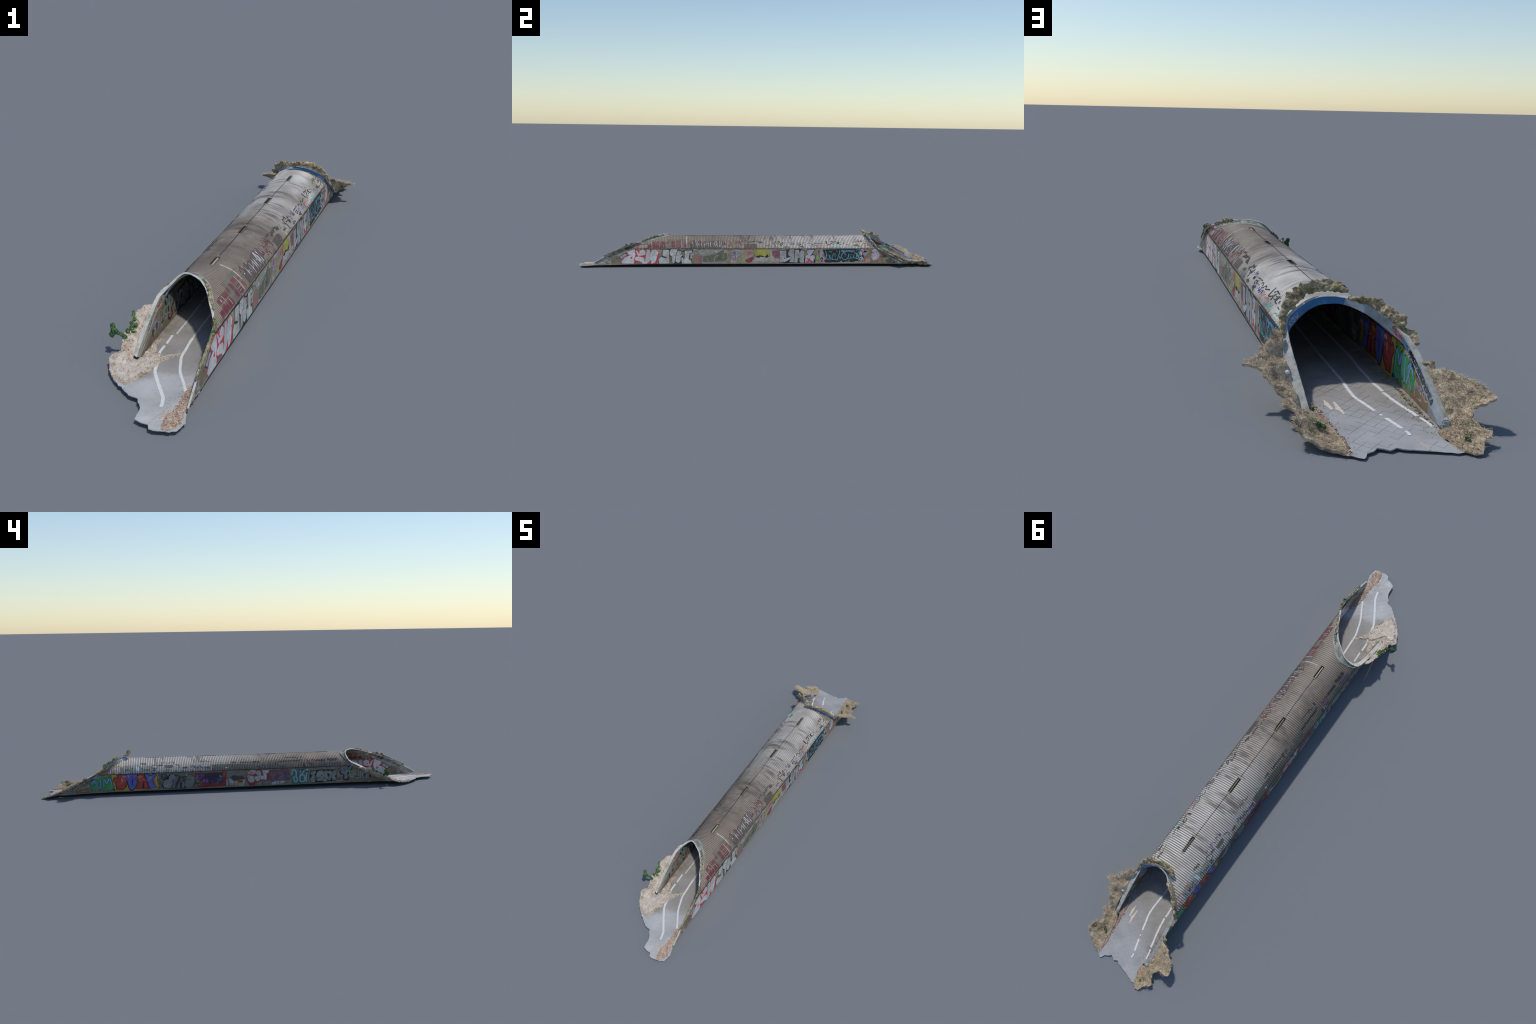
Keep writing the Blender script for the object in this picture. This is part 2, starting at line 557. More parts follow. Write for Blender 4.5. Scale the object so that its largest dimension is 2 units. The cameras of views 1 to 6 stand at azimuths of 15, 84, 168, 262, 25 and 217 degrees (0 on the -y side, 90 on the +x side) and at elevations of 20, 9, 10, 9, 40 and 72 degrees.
# shadow line under the roof edge, modelled as a dark strip
for side in (1, -1):
    V = []
    y0, y1 = wall_span(side, ZE)
    ys = np.linspace(y0 + .006, y1 - .03, 160)
    for y in ys:
        x = wall_x(side, y)
        j = .0006 * noise.noise(Vector((y * 40, side, 0)))
        for dx, dz in ((HT + .0005, -.0012 + j), (HT + .0005, .0012 + j), (-HT - .0004, .0012 + j), (-HT - .0004, -.0012 + j)):
            V.append((x + side * dx, y, ZE + dz))
    n = len(ys)
    F = [(k * 4 + i, k * 4 + (i + 1) % 4, (k + 1) * 4 + (i + 1) % 4, (k + 1) * 4 + i) for k in range(n - 1) for i in range(4)] + [(3, 2, 1, 0), tuple((n - 1) * 4 + i for i in range(4))]
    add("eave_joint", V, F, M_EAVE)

# ---------------------------------------------------------------- collars


def loft(rails, n, sub, wob=0.0006, h=0.0009):
    R = [crom(r, n) for r in rails]
    V = []
    for i in range(n):
        for k in range(len(R) - 1):
            for s in range(sub + (1 if k == len(R) - 2 else 0)):
                t = s / sub
                p = R[k][i] * (1 - t) + R[k + 1][i] * t
                q = Vector(p * 55)
                V.append(p + wob * np.array(noise.noise_vector(q)))
    nv = sub * (len(R) - 1) + 1
    return thicken(V, grid_faces(n, nv), h)


COLLAR_A = add("portal_collar", *loft([A_J, A_F], 150, 4), M_COLLAR_A, smooth=False)
add("collar_coping", *loft([A_F, A_G], 150, 4, 0.0009), M_COPING, COLLAR_A)
COLLAR_B = add("portal_collar", *loft([B_J, B_F], 160, 4), M_BLUE, smooth=False)
add("collar_coping", *loft([B_F, B_G], 160, 4, 0.0009), M_COPING_B, COLLAR_B)


# block end of the west coping at portal B (blunt concrete nose)
def nose():
    bm = bmesh.new()
    bmesh.ops.create_cube(bm, size=1.0)
    for v in bm.verts:
        top = v.co.z > 0
        v.co = Vector((v.co.x * .014, v.co.y * .030 - (0.006 if top else 0), v.co.z * .016))
    bmesh.ops.bevel(bm, geom=bm.edges[:], offset=.002, segments=2, affect='EDGES')
    R = Vector((-.108, .899, .0165))
    V = [tuple(v.co + R) for v in bm.verts]
    F = [tuple(v.index for v in f.verts) for f in bm.faces]
    bm.free()
    return V, F


add("collar_nose", *nose(), concrete("nose_concrete", (.40, .42, .40), (.22, .24, .24), 60), COLLAR_B)

# ---------------------------------------------------------------- ground


def in_poly(x, y, P):
    c = False
    j = len(P) - 1
    for i in range(len(P)):
        if (P[i][1] > y) != (P[j][1] > y) and x < (P[j][0] - P[i][0]) * (y - P[i][1]) / (P[j][1] - P[i][1]) + P[i][0]:
            c = not c
        j = i
    return c


def rag(P, step, jit, seed, closed=True):
    """densify an outline and roughen it"""
    out = []
    n = len(P)
    for i in range(n if closed else n - 1):
        a, b = np.array(P[i], float), np.array(P[(i + 1) % n], float)
        L = np.linalg.norm((b - a)[:2])
        k = max(1, int(L / step))
        for s in range(k):
            p = a + (b - a) * s / k
            v = noise.noise_vector(Vector((p[0] * 90, p[1] * 90, seed)))
            w = noise.noise_vector(Vector((p[0] * 300, p[1] * 300, seed)))
            p = p.copy()
            p[0] += jit * (v[0] + .5 * w[0])
            p[1] += jit * (v[1] + .5 * w[1])
            out.append(p)
    return out


def sheet(outline, zfun, spacing, thick):
    """triangulated sheet over a plan outline, with thickness"""
    P = [(p[0], p[1]) for p in outline]
    xs = [p[0] for p in P]
    ys = [p[1] for p in P]
    pts = [Vector(p) for p in P]
    n = len(P)
    Pn = np.array(P)
    for x in np.arange(min(xs), max(xs), spacing):
        for y in np.arange(min(ys), max(ys), spacing):
            q = (x + nrng.uniform(-.3, .3) * spacing, y + nrng.uniform(-.3, .3) * spacing)
            if in_poly(q[0], q[1], P) and np.min(np.hypot(Pn[:, 0] - q[0], Pn[:, 1] - q[1])) > spacing * .45:
                pts.append(Vector(q))
    vs, es, fs, *_ = delaunay_2d_cdt(pts, [], [list(range(n))], 1, 1e-6)
    F = [tuple(f) for f in fs if len(f) == 3]
    F = [f if (vs[f[1]] - vs[f[0]]).cross(vs[f[2]] - vs[f[0]]) > 0 else (f[0], f[2], f[1]) for f in F]
    top = np.array([(v.x, v.y, zfun(v.x, v.y)) for v in vs])
    bot = top.copy()
    bot[:, 2] = np.maximum(top[:, 2] - thick, 0.0)
    V, F2 = slab(top, bot, F)
    return V, F2, top, F


def idw(pts, p=3.0):
    A = np.array(pts, float)

    def f(x, y):
        d = np.hypot(A[:, 0] - x, A[:, 1] - y) + 1e-5
        w = 1 / d ** p
        return float((w * A[:, 2]).sum() / w.sum())
    return f


# pavement: apron A + tunnel floor + apron B in one ragged sheet
APRON_A = [(.0885, -.915), (.097, -.940), (.103, -.958), (.099, -.974), (.094, -.989), (.081, -.9985), (.060, -.997), (.045, -.999), (.034, -.997), (.028, -.981), (.006, -.976), (-.008, -.969), (-.011, -.950), (-.014, -.922), (-.028, -.903), (-.038, -.884), (-.062, -.874), (-.085, -.854), (-.103, -.838), (-.121, -.818), (-.13, -.80), (-.125, -.76), (-.110, -.725), (-.103, -.705)]
APRON_B = [(-.100, .90), (-.092, .912), (-.092, .935), (-.102, .966), (-.112, .985), (-.096, .986), (-.075, .979), (-.055, .973), (-.036, .968), (-.020, .963), (-.006, .956), (.006, .963), (.016, .957), (.025, .953), (.031, .960), (.046, .969), (.055, .984), (.066, .977), (.074, .970), (.078, .93), (.082, .88), (.09, .83), (.1, .808)]
FL = rag(APRON_A, .004, .0030, 2, False) + [np.array((-.1030, y)) for y in np.arange(-.70, .90, .02)] + rag(APRON_B, .005, .0022, 5, False) + [np.array((wall_x(1, y), y)) for y in np.arange(.79, -.91, -.02)]


def make_pavement():
    k = NT("worn_pavement", 0.9)
    x, y, z = k.xyz()
    n1 = k.noise(14, 6, 0.6)
    n2 = k.noise(120, 5, 0.7)
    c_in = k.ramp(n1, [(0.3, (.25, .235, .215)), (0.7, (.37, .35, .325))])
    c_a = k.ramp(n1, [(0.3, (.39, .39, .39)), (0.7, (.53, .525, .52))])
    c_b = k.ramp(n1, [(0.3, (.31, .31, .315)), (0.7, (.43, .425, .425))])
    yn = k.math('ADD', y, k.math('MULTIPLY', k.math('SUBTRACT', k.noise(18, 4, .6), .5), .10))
    # paler colour on apron A, darker colour on the tunnel floor, meeting along a slant
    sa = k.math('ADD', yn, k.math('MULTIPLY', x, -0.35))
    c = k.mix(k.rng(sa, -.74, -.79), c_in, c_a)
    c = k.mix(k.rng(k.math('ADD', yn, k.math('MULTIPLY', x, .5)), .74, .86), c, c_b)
    # strip of damp green-brown dirt along both walls
    edge = k.math('ABSOLUTE', k.math('SUBTRACT', x, k.math('MULTIPLY', y, .006)))
    dirt = k.math('MULTIPLY', k.rng(edge, .058, .094), k.rng(k.noise(40, 5, .65), .38, .6))
    inside = k.math('MULTIPLY', k.rng(y, -.86, -.74), k.rng(y, .94, .84))
    c = k.mix(k.math('MULTIPLY', k.math('MULTIPLY', dirt, inside), .6), c, (.17, .135, .095))
    c = k.mix(k.math('MULTIPLY', k.rng(n2, .55, .75), .3), c, (.16, .15, .14))
    k.bump(n2, 0.3, 0.0006)
    return k.done(c)


M_PAVE = make_pavement()
fl_z = lambda x, y: floor_z(y) + .0004 * noise.noise(Vector((x * 30, y * 30, 0)))
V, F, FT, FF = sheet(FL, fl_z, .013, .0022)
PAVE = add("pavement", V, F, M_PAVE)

# square paving slabs laid on the diagonal, open joints between them
PITCH, TW = .0180, math.radians(44.5)
FLP = [(p[0], p[1]) for p in FL]
slabs_v, slabs_f = [], []
ct, st = math.cos(TW), math.sin(TW)
for i in range(-70, 71):
    for j in range(-70, 71):
        u, v = i * PITCH, j * PITCH
        x, y = u * ct - v * st, u * st + v * ct
        if not ((.63 + .35 * -x < y < 1.0) or (-1.0 < y < -.735 + .35 * x)):
            continue
        h = PITCH / 2 - .00022 - .00012 * rng.random()
        cs = [(x + a * ct - b * st, y + a * st + b * ct) for a, b in ((-h, -h), (h, -h), (h, h), (-h, h))]
        if not all(in_poly(p[0], p[1], FLP) for p in cs):
            continue
        if max(abs(p[0] - axis_x(p[1])) for p in cs) > .092 and -.91 < y < .8:
            continue
        if rng.random() < .30:
            continue
        t = nrng.uniform(-.00012, .00012)
        n0 = len(slabs_v)
        hi = [(p[0] * .97 + x * .03, p[1] * .97 + y * .03, fl_z(*p) + .00038 + t) for p in cs]
        lo = [(p[0], p[1], fl_z(*p) - .0005) for p in cs]
        slabs_v += hi + lo
        slabs_f += [(n0, n0 + 1, n0 + 2, n0 + 3)] + [(n0 + (k + 1) % 4, n0 + k, n0 + 4 + k, n0 + 4 + (k + 1) % 4) for k in range(4)]
add("paving_slabs", slabs_v, slabs_f, M_PAVE, PAVE, kind="stuff")

# ---- painted lane lines (thermoplastic strips) -------------------------
M_LINE = plain("lane_paint", (.72, .72, .715), 0.16, 200, 0.7)
M_LINE_OLD = plain("lane_paint_worn", (.56, .55, .53), 0.22, 150, 0.8)
M_ARROW = plain("road_mark_paint", (.66, .57, .47), 0.12, 160)


def strip(path, width, mat, name="lane_line", lift=.0008, worn=.0006, seed=0):
    P = crom([(p[0], p[1]) for p in path], max(6, int(len(path) * 9)))
    n = len(P)
    V = []
    for i in range(n):
        d = P[min(i + 1, n - 1)] - P[max(i - 1, 0)]
        d /= np.linalg.norm(d)
        nn = np.array((-d[1], d[0]))
        for s in (-1, 1):
            w = width / 2 + worn * noise.noise(Vector((P[i][0] * 200, P[i][1] * 200, seed + s)))
            q = P[i] + nn * s * w
            V.append((q[0], q[1], fl_z(q[0], q[1]) + lift))
    F = [(2 * i, 2 * i + 1, 2 * i + 3, 2 * i + 2) for i in range(n - 1)]
    F = [tuple(reversed(f)) for f in F]
    T = np.array(V)
    B = T.copy()
    B[:, 2] -= lift + .0004
    return add(name, *slab(T, B, F), mat, PAVE)


def dashes(path, width, mat, gaps, seed):
    """one line cut into slab-long pieces by hairline cracks"""
    D = crom([(p[0], p[1]) for p in path], 200)
    cuts = [0] + sorted(gaps) + [1]
    for a, b in zip(cuts[:-1], cuts[1:]):
        i0, i1 = int(a * 199), int(b * 199)
        seg = D[i0:i1 + 1]
        L = np.linalg.norm(np.diff(seg, axis=0), axis=1).sum()
        k = max(2, int(L / .01))
        idx = np.linspace(0, len(seg) - 1, k + 1).astype(int)
        q = seg[idx].copy()
        d = q[-1] - q[-2]
        q[-1] = q[-1] - d / max(np.linalg.norm(d), 1e-9) * .00035
        strip(q, width, mat, seed=seed)


dashes([(.060, -.834), (.050, -.815), (.041, -.797), (.018, -.754), (.005, -.716), (-.006, -.677), (-.008, -.643), (-.011, -.599), (-.012, -.575)], .0068, M_LINE, [.1, .22, .35, .47, .6, .72, .85], 1)
dashes([(.028, -.907), (.024, -.888), (.019, -.871), (.002, -.841), (-.023, -.799), (-.043, -.760), (-.051, -.727)], .0078, M_LINE, [.12, .27, .4, .55, .7, .84], 2)
dashes([(-.061, -.692), (-.066, -.668), (-.067, -.632)], .0066, M_LINE, [.35], 3)
dashes([(-.066, -.620), (-.067, -.592), (-.068, -.572)], .006, M_LINE, [.5], 3)
dashes([(-.060, -.563), (-.060, -.535), (-.060, -.48), (-.061, -.36)], .0055, M_LINE_OLD, [.3, .6], 3)
dashes([(-.012, -.573), (-.012, -.45), (-.010, -.2), (-.006, .1), (-.005, .272), (-.002, .501), (-.002, .662)], .0055, M_LINE_OLD, [.1, .2, .3, .4, .5, .6, .7, .8, .9], 4)
dashes([(-.062, -.35), (-.063, 0), (-.062, .267), (-.063, .462), (-.058, .589), (-.057, .675)], .0055, M_LINE_OLD, [.1, .2, .3, .4, .5, .6, .7, .8, .9], 5)
dashes([(-.002, .664), (.001, .706), (.0, .749), (-.007, .776), (-.016, .813)], .0065, M_LINE, [.12, .27, .45, .62, .8], 6)
dashes([(-.025, .846), (-.031, .866), (-.038, .890)], .0065, M_LINE, [.33, .66], 7)
dashes([(-.020, .829), (-.022, .835)], .004, M_LINE, [], 7)
dashes([(-.041, .900), (-.043, .910), (-.042, .917)], .0055, M_LINE, [], 7)
dashes([(-.056, .678), (-.059, .70), (-.060, .724)], .0065, M_LINE, [.4, .75], 8)
dashes([(-.059, .729), (-.066, .777), (-.074, .812), (-.082, .846)], .0065, M_LINE, [.2, .38, .5, .65, .8], 9)
dashes([(-.084, .852), (-.089, .869), (-.093, .890)], .0055, M_LINE, [.5], 9)


def flat_mark(P, mat, name, lift=.0009, seed=1):
    O = rag(P, .0012, .0011, seed)
    V, F, *_ = sheet([(p[0], p[1]) for p in O], lambda x, y: fl_z(x, y) + lift, .004, lift + .0003)
    return add(name, V, F, mat, PAVE)


# faded arrow: two slanting bars that nearly meet
flat_mark([(.0605, .751), (.064, .774), (.0585, .800), (.0535, .799), (.0545, .784), (.0555, .770)], M_ARROW, "road_arrow")
flat_mark([(.0465, .762), (.0425, .765), (.0400, .790), (.0395, .820), (.0430, .821), (.0465, .803), (.0520, .797), (.0480, .790)], M_ARROW, "road_arrow", seed=4)

# kerb stones: a thin sunk line at both aprons
M_KERB = plain("kerb_sand", (.50, .41, .32), 0.3, 150)
strip([(-.046, .928), (-.050, .945), (-.056, .972)], .0030, M_KERB, "kerb_joint", .0007, .0012)
strip([(.044, -.905), (.036, -.938), (.030, -.962), (.027, -.978)], .0030, M_KERB, "kerb_joint", .0007, .0012)

# ---- banks ---------------------------------------------------------------


def make_soil(name, cols, scale=60, extra=None):
    k = NT(name, 1.0, 0.1)
    n1 = k.noise(scale, 8, 0.72, dist=0.6)
    n2 = k.noise(scale * .25, 4, 0.6)
    c = k.ramp(k.math('ADD', k.math('MULTIPLY', n1, .75), k.math('MULTIPLY', n2, .25)), [(0.34 + .30 * i / (len(cols) - 1), q) for i, q in enumerate(cols)])
    if extra:
        c = k.mix(k.rng(k.noise(scale * .35, 5, .65), .56, .64), c, extra)
    k.bump(n1, 0.7, 0.002)
    return k.done(c)


M_HAY = make_soil("dry_grass_bank", [(.17, .125, .085), (.40, .305, .20), (.58, .47, .32), (.70, .59, .42)], 70, (.215, .16, .115))
M_HAY_DARK = make_soil("brown_bank", [(.13, .095, .07), (.31, .235, .165), (.50, .40, .28), (.62, .51, .36)], 70, (.185, .135, .10))
M_SAND = make_soil("sandy_soil", [(.36, .285, .225), (.54, .46, .375), (.63, .56, .48), (.68, .62, .55)], 90)
M_BANK_A = make_soil("pinkish_bank", [(.22, .17, .135), (.43, .36, .295), (.57, .49, .41), (.62, .56, .47)], 75, (.27, .235, .14))
M_LEAFY = make_soil("leaf_mould", [(.20, .125, .09), (.38, .26, .19), (.52, .40, .31), (.58, .49, .41)], 110)


def bank(name, O, anchors, mat, thick=.005, spacing=.005, rough=.0022, jit=.0016, seed=1):
    Od = rag(O, .004, jit, seed)
    zf = idw(list(O) + list(anchors))

    def z(x, y):
        return zf(x, y) + rough * noise.noise(Vector((x * 70, y * 70, seed))) + rough * .6 * noise.noise(Vector((x * 190, y * 190, seed))) + rough * .5
    V, F, top, F0 = sheet([(p[0], p[1]) for p in Od], z, spacing, thick)
    ob = add(name, V, F, mat, smooth=False)
    return ob, top, F0


BANK_BW = [(-.113, .80, .077), (-.124, .806, .079), (-.138, .810, .079), (-.153, .815, .078), (-.163, .830, .074), (-.182, .843, .068), (-.192, .854, .063), (-.202, .870, .057), (-.205, .888, .053), (-.202, .895, .052), (-.193, .898, .050), (-.178, .897, .045), (-.162, .896, .040), (-.156, .909, .033), (-.144, .919, .026), (-.152, .925, .026), (-.157, .941, .020), (-.168, .955, .018), (-.163, .963, .015), (-.151, .967, .012), (-.143, .980, .007), (-.133, .999, .002), (-.120, .998, .001), (-.107, .984, .002), (-.101, .966, .004), (-.092, .935, .008), (-.093, .912, .010), (-.100, .914, .011), (-.114, .914, .013), (-.117, .875, .034), (-.117, .83, .058)]
BW, BW_T, BW_F = bank("grass_bank", BANK_BW, [(-.13, .86, .05), (-.135, .90, .026), (-.12, .93, .012), (-.13, .96, .010)], M_HAY, seed=3)
BANK_BE = [(.116, .648, .112), (.128, .652, .117), (.146, .673, .105), (.161, .688, .098), (.176, .708, .088), (.179, .716, .086), (.197, .716, .082), (.2045, .730, .080), (.197, .734, .078), (.180, .735, .075), (.172, .742, .070), (.171, .757, .065), (.159, .772, .055), (.153, .792, .045), (.140, .800, .040), (.138, .816, .038), (.153, .819, .037), (.151, .830, .035), (.138, .845, .033), (.129, .873, .030), (.146, .880, .034), (.146, .898, .035), (.153, .918, .036), (.133, .937, .018), (.116, .950, .009), (.100, .958, .005), (.074, .972, .001), (.076, .925, .008), (.079, .885, .011), (.083, .845, .013), (.098, .812, .016), (.114, .812, .018), (.121, .76, .043), (.123, .70, .075)]
BE, BE_T, BE_F = bank("grass_bank", BANK_BE, [(.14, .72, .078), (.14, .76, .052), (.115, .85, .018), (.11, .90, .009), (.13, .90, .017), (.12, .925, .010), (.137, .912, .022), (.10, .93, .005), (.095, .90, .008)], M_HAY_DARK, seed=8)
BANK_AW = [(-.121, -.553, .090), (-.129, -.558, .091), (-.141, -.573, .094), (-.147, -.598, .092), (-.152, -.620, .086), (-.152, -.648, .066), (-.158, -.662, .058), (-.153, -.688, .050), (-.149, -.705, .042), (-.148, -.714, .033), (-.160, -.718, .028), (-.171, -.738, .024), (-.160, -.757, .018), (-.150, -.782, .0150), (-.136, -.800, .013), (-.121, -.819, .0115), (-.104, -.833, .0125), (-.085, -.838, .0135), (-.066, -.806, .0145), (-.052, -.755, .0147), (-.044, -.714, .0150), (-.014, -.668, .0140), (-.010, -.657, .0140), (-.050, -.684, .0140), (-.076, -.664, .0140), (-.090, -.62, .0140), (-.095, -.60, .0160), (-.0955, -.66, .0155), (-.098, -.70, .0150), (-.106, -.719, .0155), (-.118, -.716, .017), (-.1235, -.655, .042), (-.1235, -.595, .072)]
AW, AW_T, AW_F = bank("sandy_bank", BANK_AW, [(-.135, -.60, .080), (-.138, -.65, .056), (-.135, -.70, .030), (-.12, -.75, .0155), (-.10, -.78, .0150), (-.075, -.72, .0150)], M_BANK_A, rough=.0016, seed=12)
SAND_A = [(-.160, -.735, 0), (-.150, -.780, 0), (-.121, -.817, 0), (-.090, -.836, 0), (-.068, -.806, 0), (-.052, -.755, 0), (-.042, -.712, 0), (-.002, -.662, 0), (.012, -.645, 0), (-.008, -.650, 0), (-.055, -.685, 0), (-.085, -.690, 0), (-.110, -.735, 0), (-.135, -.725, 0)]


def drift(name, O, mat, lift, seed, rough=.001, jit=.0045, soft=.016):
    Od = rag(O, .0022, jit, seed)
    P = [(p[0], p[1]) for p in Od]
    Pn = np.array(P)

    def z(x, y):
        d = np.min(np.hypot(Pn[:, 0] - x, Pn[:, 1] - y))
        zz = lift * min(1, d / .008)
        base = floor_z(y)
        if name == "sand_drift":
            base = max(base, aw_z(x, y)) if in_poly(x, y, BANK_AW) else base
        return base + .0011 + zz + rough * abs(noise.noise(Vector((x * 120, y * 120, seed))))
    V, F, top, F0 = sheet(P, z, .0030, .003)
    keep = []
    for f in F0:
        c = (top[f[0]] + top[f[1]] + top[f[2]]) / 3
        d = np.min(np.hypot(Pn[:, 0] - c[0], Pn[:, 1] - c[1]))
        g = .5 + .6 * noise.noise(Vector((c[0] * 130, c[1] * 130, seed))) + .35 * noise.noise(Vector((c[0] * 420, c[1] * 420, seed)))
        if g < d / soft:
            keep.append(f)
    F0 = keep
    bot = top.copy()
    bot[:, 2] = np.maximum(top[:, 2] - .003, 0)
    V, F = slab(top, bot, F0)
    return add(name, V, F, mat), top, F0


_awz = idw(list(BANK_AW) + [(-.135, -.60, .080), (-.138, -.65, .056), (-.135, -.70, .030), (-.12, -.75, .0155), (-.10, -.78, .0150), (-.075, -.72, .0150)])
aw_z = lambda x, y: _awz(x, y) + .0012
SD, SD_T, SD_F = drift("sand_drift", SAND_A, M_SAND, .0012, 4)
LITTER_A = [(.089, -.918, 0), (.092, -.945, 0), (.097, -.958, 0), (.092, -.974, 0), (.088, -.988, 0), (.078, -.998, 0), (.062, -.995, 0), (.056, -.985, 0), (.052, -.965, 0), (.050, -.940, 0), (.058, -.905, 0), (.060, -.870, 0), (.056, -.840, 0), (.062, -.806, 0), (.072, -.78, 0), (.083, -.76, 0), (.090, -.80, 0), (.090, -.87, 0)]
LA, LA_T, LA_F = drift("leaf_litter", LITTER_A, M_LEAFY, .0010, 6, jit=.003, soft=.006)
DUST_A = [(.050, -.985, 0), (.034, -.955, 0), (.040, -.925, 0), (.046, -.905, 0), (.056, -.895, 0), (.058, -.94, 0), (.058, -.975, 0)]
drift("sand_drift", DUST_A, M_SAND, .0003, 7)
LITTER_B = [(.071, .972, 0), (.069, .955, 0), (.066, .93, 0), (.070, .90, 0), (.073, .87, 0), (.076, .84, 0), (.079, .80, 0), (.084, .77, 0), (.092, .74, 0), (.097, .74, 0), (.098, .79, 0), (.094, .83, 0), (.086, .87, 0), (.083, .91, 0), (.082, .94, 0), (.078, .968, 0)]
LB, LB_T, LB_F = drift("leaf_litter", LITTER_B, M_LEAFY, .0010, 9, jit=.003, soft=.004)
LITTER_C = [(-.094, .895, 0), (-.090, .87, 0), (-.086, .82, 0), (-.084, .76, 0), (-.088, .70, 0), (-.095, .70, 0), (-.096, .80, 0), (-.097, .88, 0)]
drift("leaf_litter", LITTER_C, make_soil("damp_litter", [(.10, .075, .05), (.22, .17, .11), (.32, .27, .17)], 110), .0008, 10, jit=.002, soft=.007)
LITTER_D = [(-.0945, -.56, 0), (-.083, -.60, 0), (-.080, -.65, 0), (-.085, -.69, 0), (-.095, -.69, 0)]
drift("leaf_litter", LITTER_D, M_LEAFY, .0010, 11, jit=.002, soft=.007)

# ---- lumpy moss and dry-grass strips that cling to the collars -----------
M_TUFT = make_soil("dry_tuft", [(.10, .075, .05), (.24, .185, .12), (.46, .37, .235), (.62, .53, .34)], 120, (.20, .19, .075))
M_TUFT_G = make_soil("mossy_tuft", [(.07, .075, .03), (.17, .155, .07), (.30, .25, .13), (.40, .34, .20)], 100, (.13, .16, .045))


def lumps(name, balls, mat, voxel=.0022, disp=.0022, seed=1):
    """union of squashed balls, remeshed and roughened"""
    bm = bmesh.new()
    for (x, y, z, r, *s) in balls:
        sx, sy, sz = s if s else (1, 1, 1)
        ret = bmesh.ops.create_icosphere(bm, subdivisions=2, radius=r)
        for v in ret['verts']:
            v.co = Vector((v.co.x * sx + x, v.co.y * sy + y, v.co.z * sz + z))
    me = bpy.data.meshes.new("tmp")
    bm.to_mesh(me)
    bm.free()
    ob = bpy.data.objects.new("tmp", me)
    bpy.context.scene.collection.objects.link(ob)
    md = ob.modifiers.new("r", 'REMESH')
    md.mode = 'VOXEL'
    md.voxel_size = voxel
    dg = bpy.context.evaluated_depsgraph_get()
    ev = ob.evaluated_get(dg).to_mesh()
    V = np.array([v.co[:] for v in ev.vertices])
    N = np.array([v.normal[:] for v in ev.vertices])
    F = [tuple(p.vertices) for p in ev.polygons]
    bpy.data.objects.remove(ob)
    for i in range(len(V)):
        p = Vector(V[i])
        V[i] += N[i] * disp * (noise.noise(p * 110 + Vector((seed, 0, 0))) + .7 * noise.noise(p * 280))
    o = add(name, V, F, mat, smooth=True)
    return o, V, F


def strand(path, r0, jit, seed, n, squash=(1, 1, 1)):
    R = random.Random(seed)
    P = crom(path, n)
    return [(p[0] + R.uniform(-jit, jit), p[1] + R.uniform(-jit, jit) * .6, p[2] + R.uniform(-jit, jit), r0 * R.uniform(.75, 1.25), *squash) for p in P]


# tuft 1: a curling strip that stands over the crown of portal B


def crust(lower, upper, rows, r, jit, seed, n):
    """balls filling a ragged band between two rails"""
    R = random.Random(seed)
    A, B = crom(lower, n), crom(upper, n)
    out = []
    for i in range(n):
        g = .82 + .38 * noise.noise(Vector((i * .31, seed, 0))) + .12 * noise.noise(Vector((i * .9, seed, 4)))
        for q in range(rows):
            t = min(1.08, q / (rows - 1) * g)
            p = A[i] * (1 - t) + B[i] * t
            s_ = r * R.uniform(.65, 1.2)
            out.append((p[0] + R.uniform(-jit, jit), p[1] + R.uniform(-jit, jit), p[2] + R.uniform(-jit, jit), s_, 1.1, .62, 1.0))
    return out


balls = crust([(.114, .646, .108), (.109, .626, .126), (.101, .613, .144), (.087, .603, .155), (.066, .594, .166)],
              [(.1145, .613, .144), (.109, .605, .156), (.101, .599, .166), (.091, .587, .177), (.072, .580, .187)], 4, .0043, .0016, 2, 24)
balls += crust([(.064, .592, .172), (.050, .588, .177), (.025, .586, .179), (.0, .588, .179), (-.021, .595, .177)],
               [(.071, .590, .191), (.058, .583, .191), (.035, .574, .195), (.014, .571, .1975), (-.006, .574, .192), (-.022, .582, .185)], 4, .0042, .0014, 3, 38)
T1, T1V, T1F = lumps("dry_grass_tuft", balls, M_TUFT, .0021, .003, 2)
balls = crust([(-.022, .622, .168), (-.036, .634, .166), (-.052, .645, .163), (-.072, .668, .152), (-.090, .690, .138), (-.103, .704, .134)],
              [(-.026, .632, .169), (-.042, .643, .173), (-.057, .650, .175), (-.076, .662, .167), (-.092, .684, .155), (-.107, .705, .145)], 3, .0044, .0014, 5, 34)
balls += crust([(-.090, .692, .128), (-.104, .702, .122), (-.114, .716, .117), (-.116, .738, .106)],
               [(-.094, .694, .134), (-.108, .704, .128), (-.120, .714, .121), (-.120, .738, .109)], 2, .0040, .0012, 6, 16)
T2, T2V, T2F = lumps("dry_grass_tuft", balls, M_TUFT, .0021, .0028, 4)
# small tuft further down the west wing
lumps("dry_grass_tuft", strand([(-.113, .786, .084), (-.120, .789, .086), (-.124, .793, .086), (-.124, .799, .081)], .0045, .0006, 9, 7), M_TUFT, seed=5)
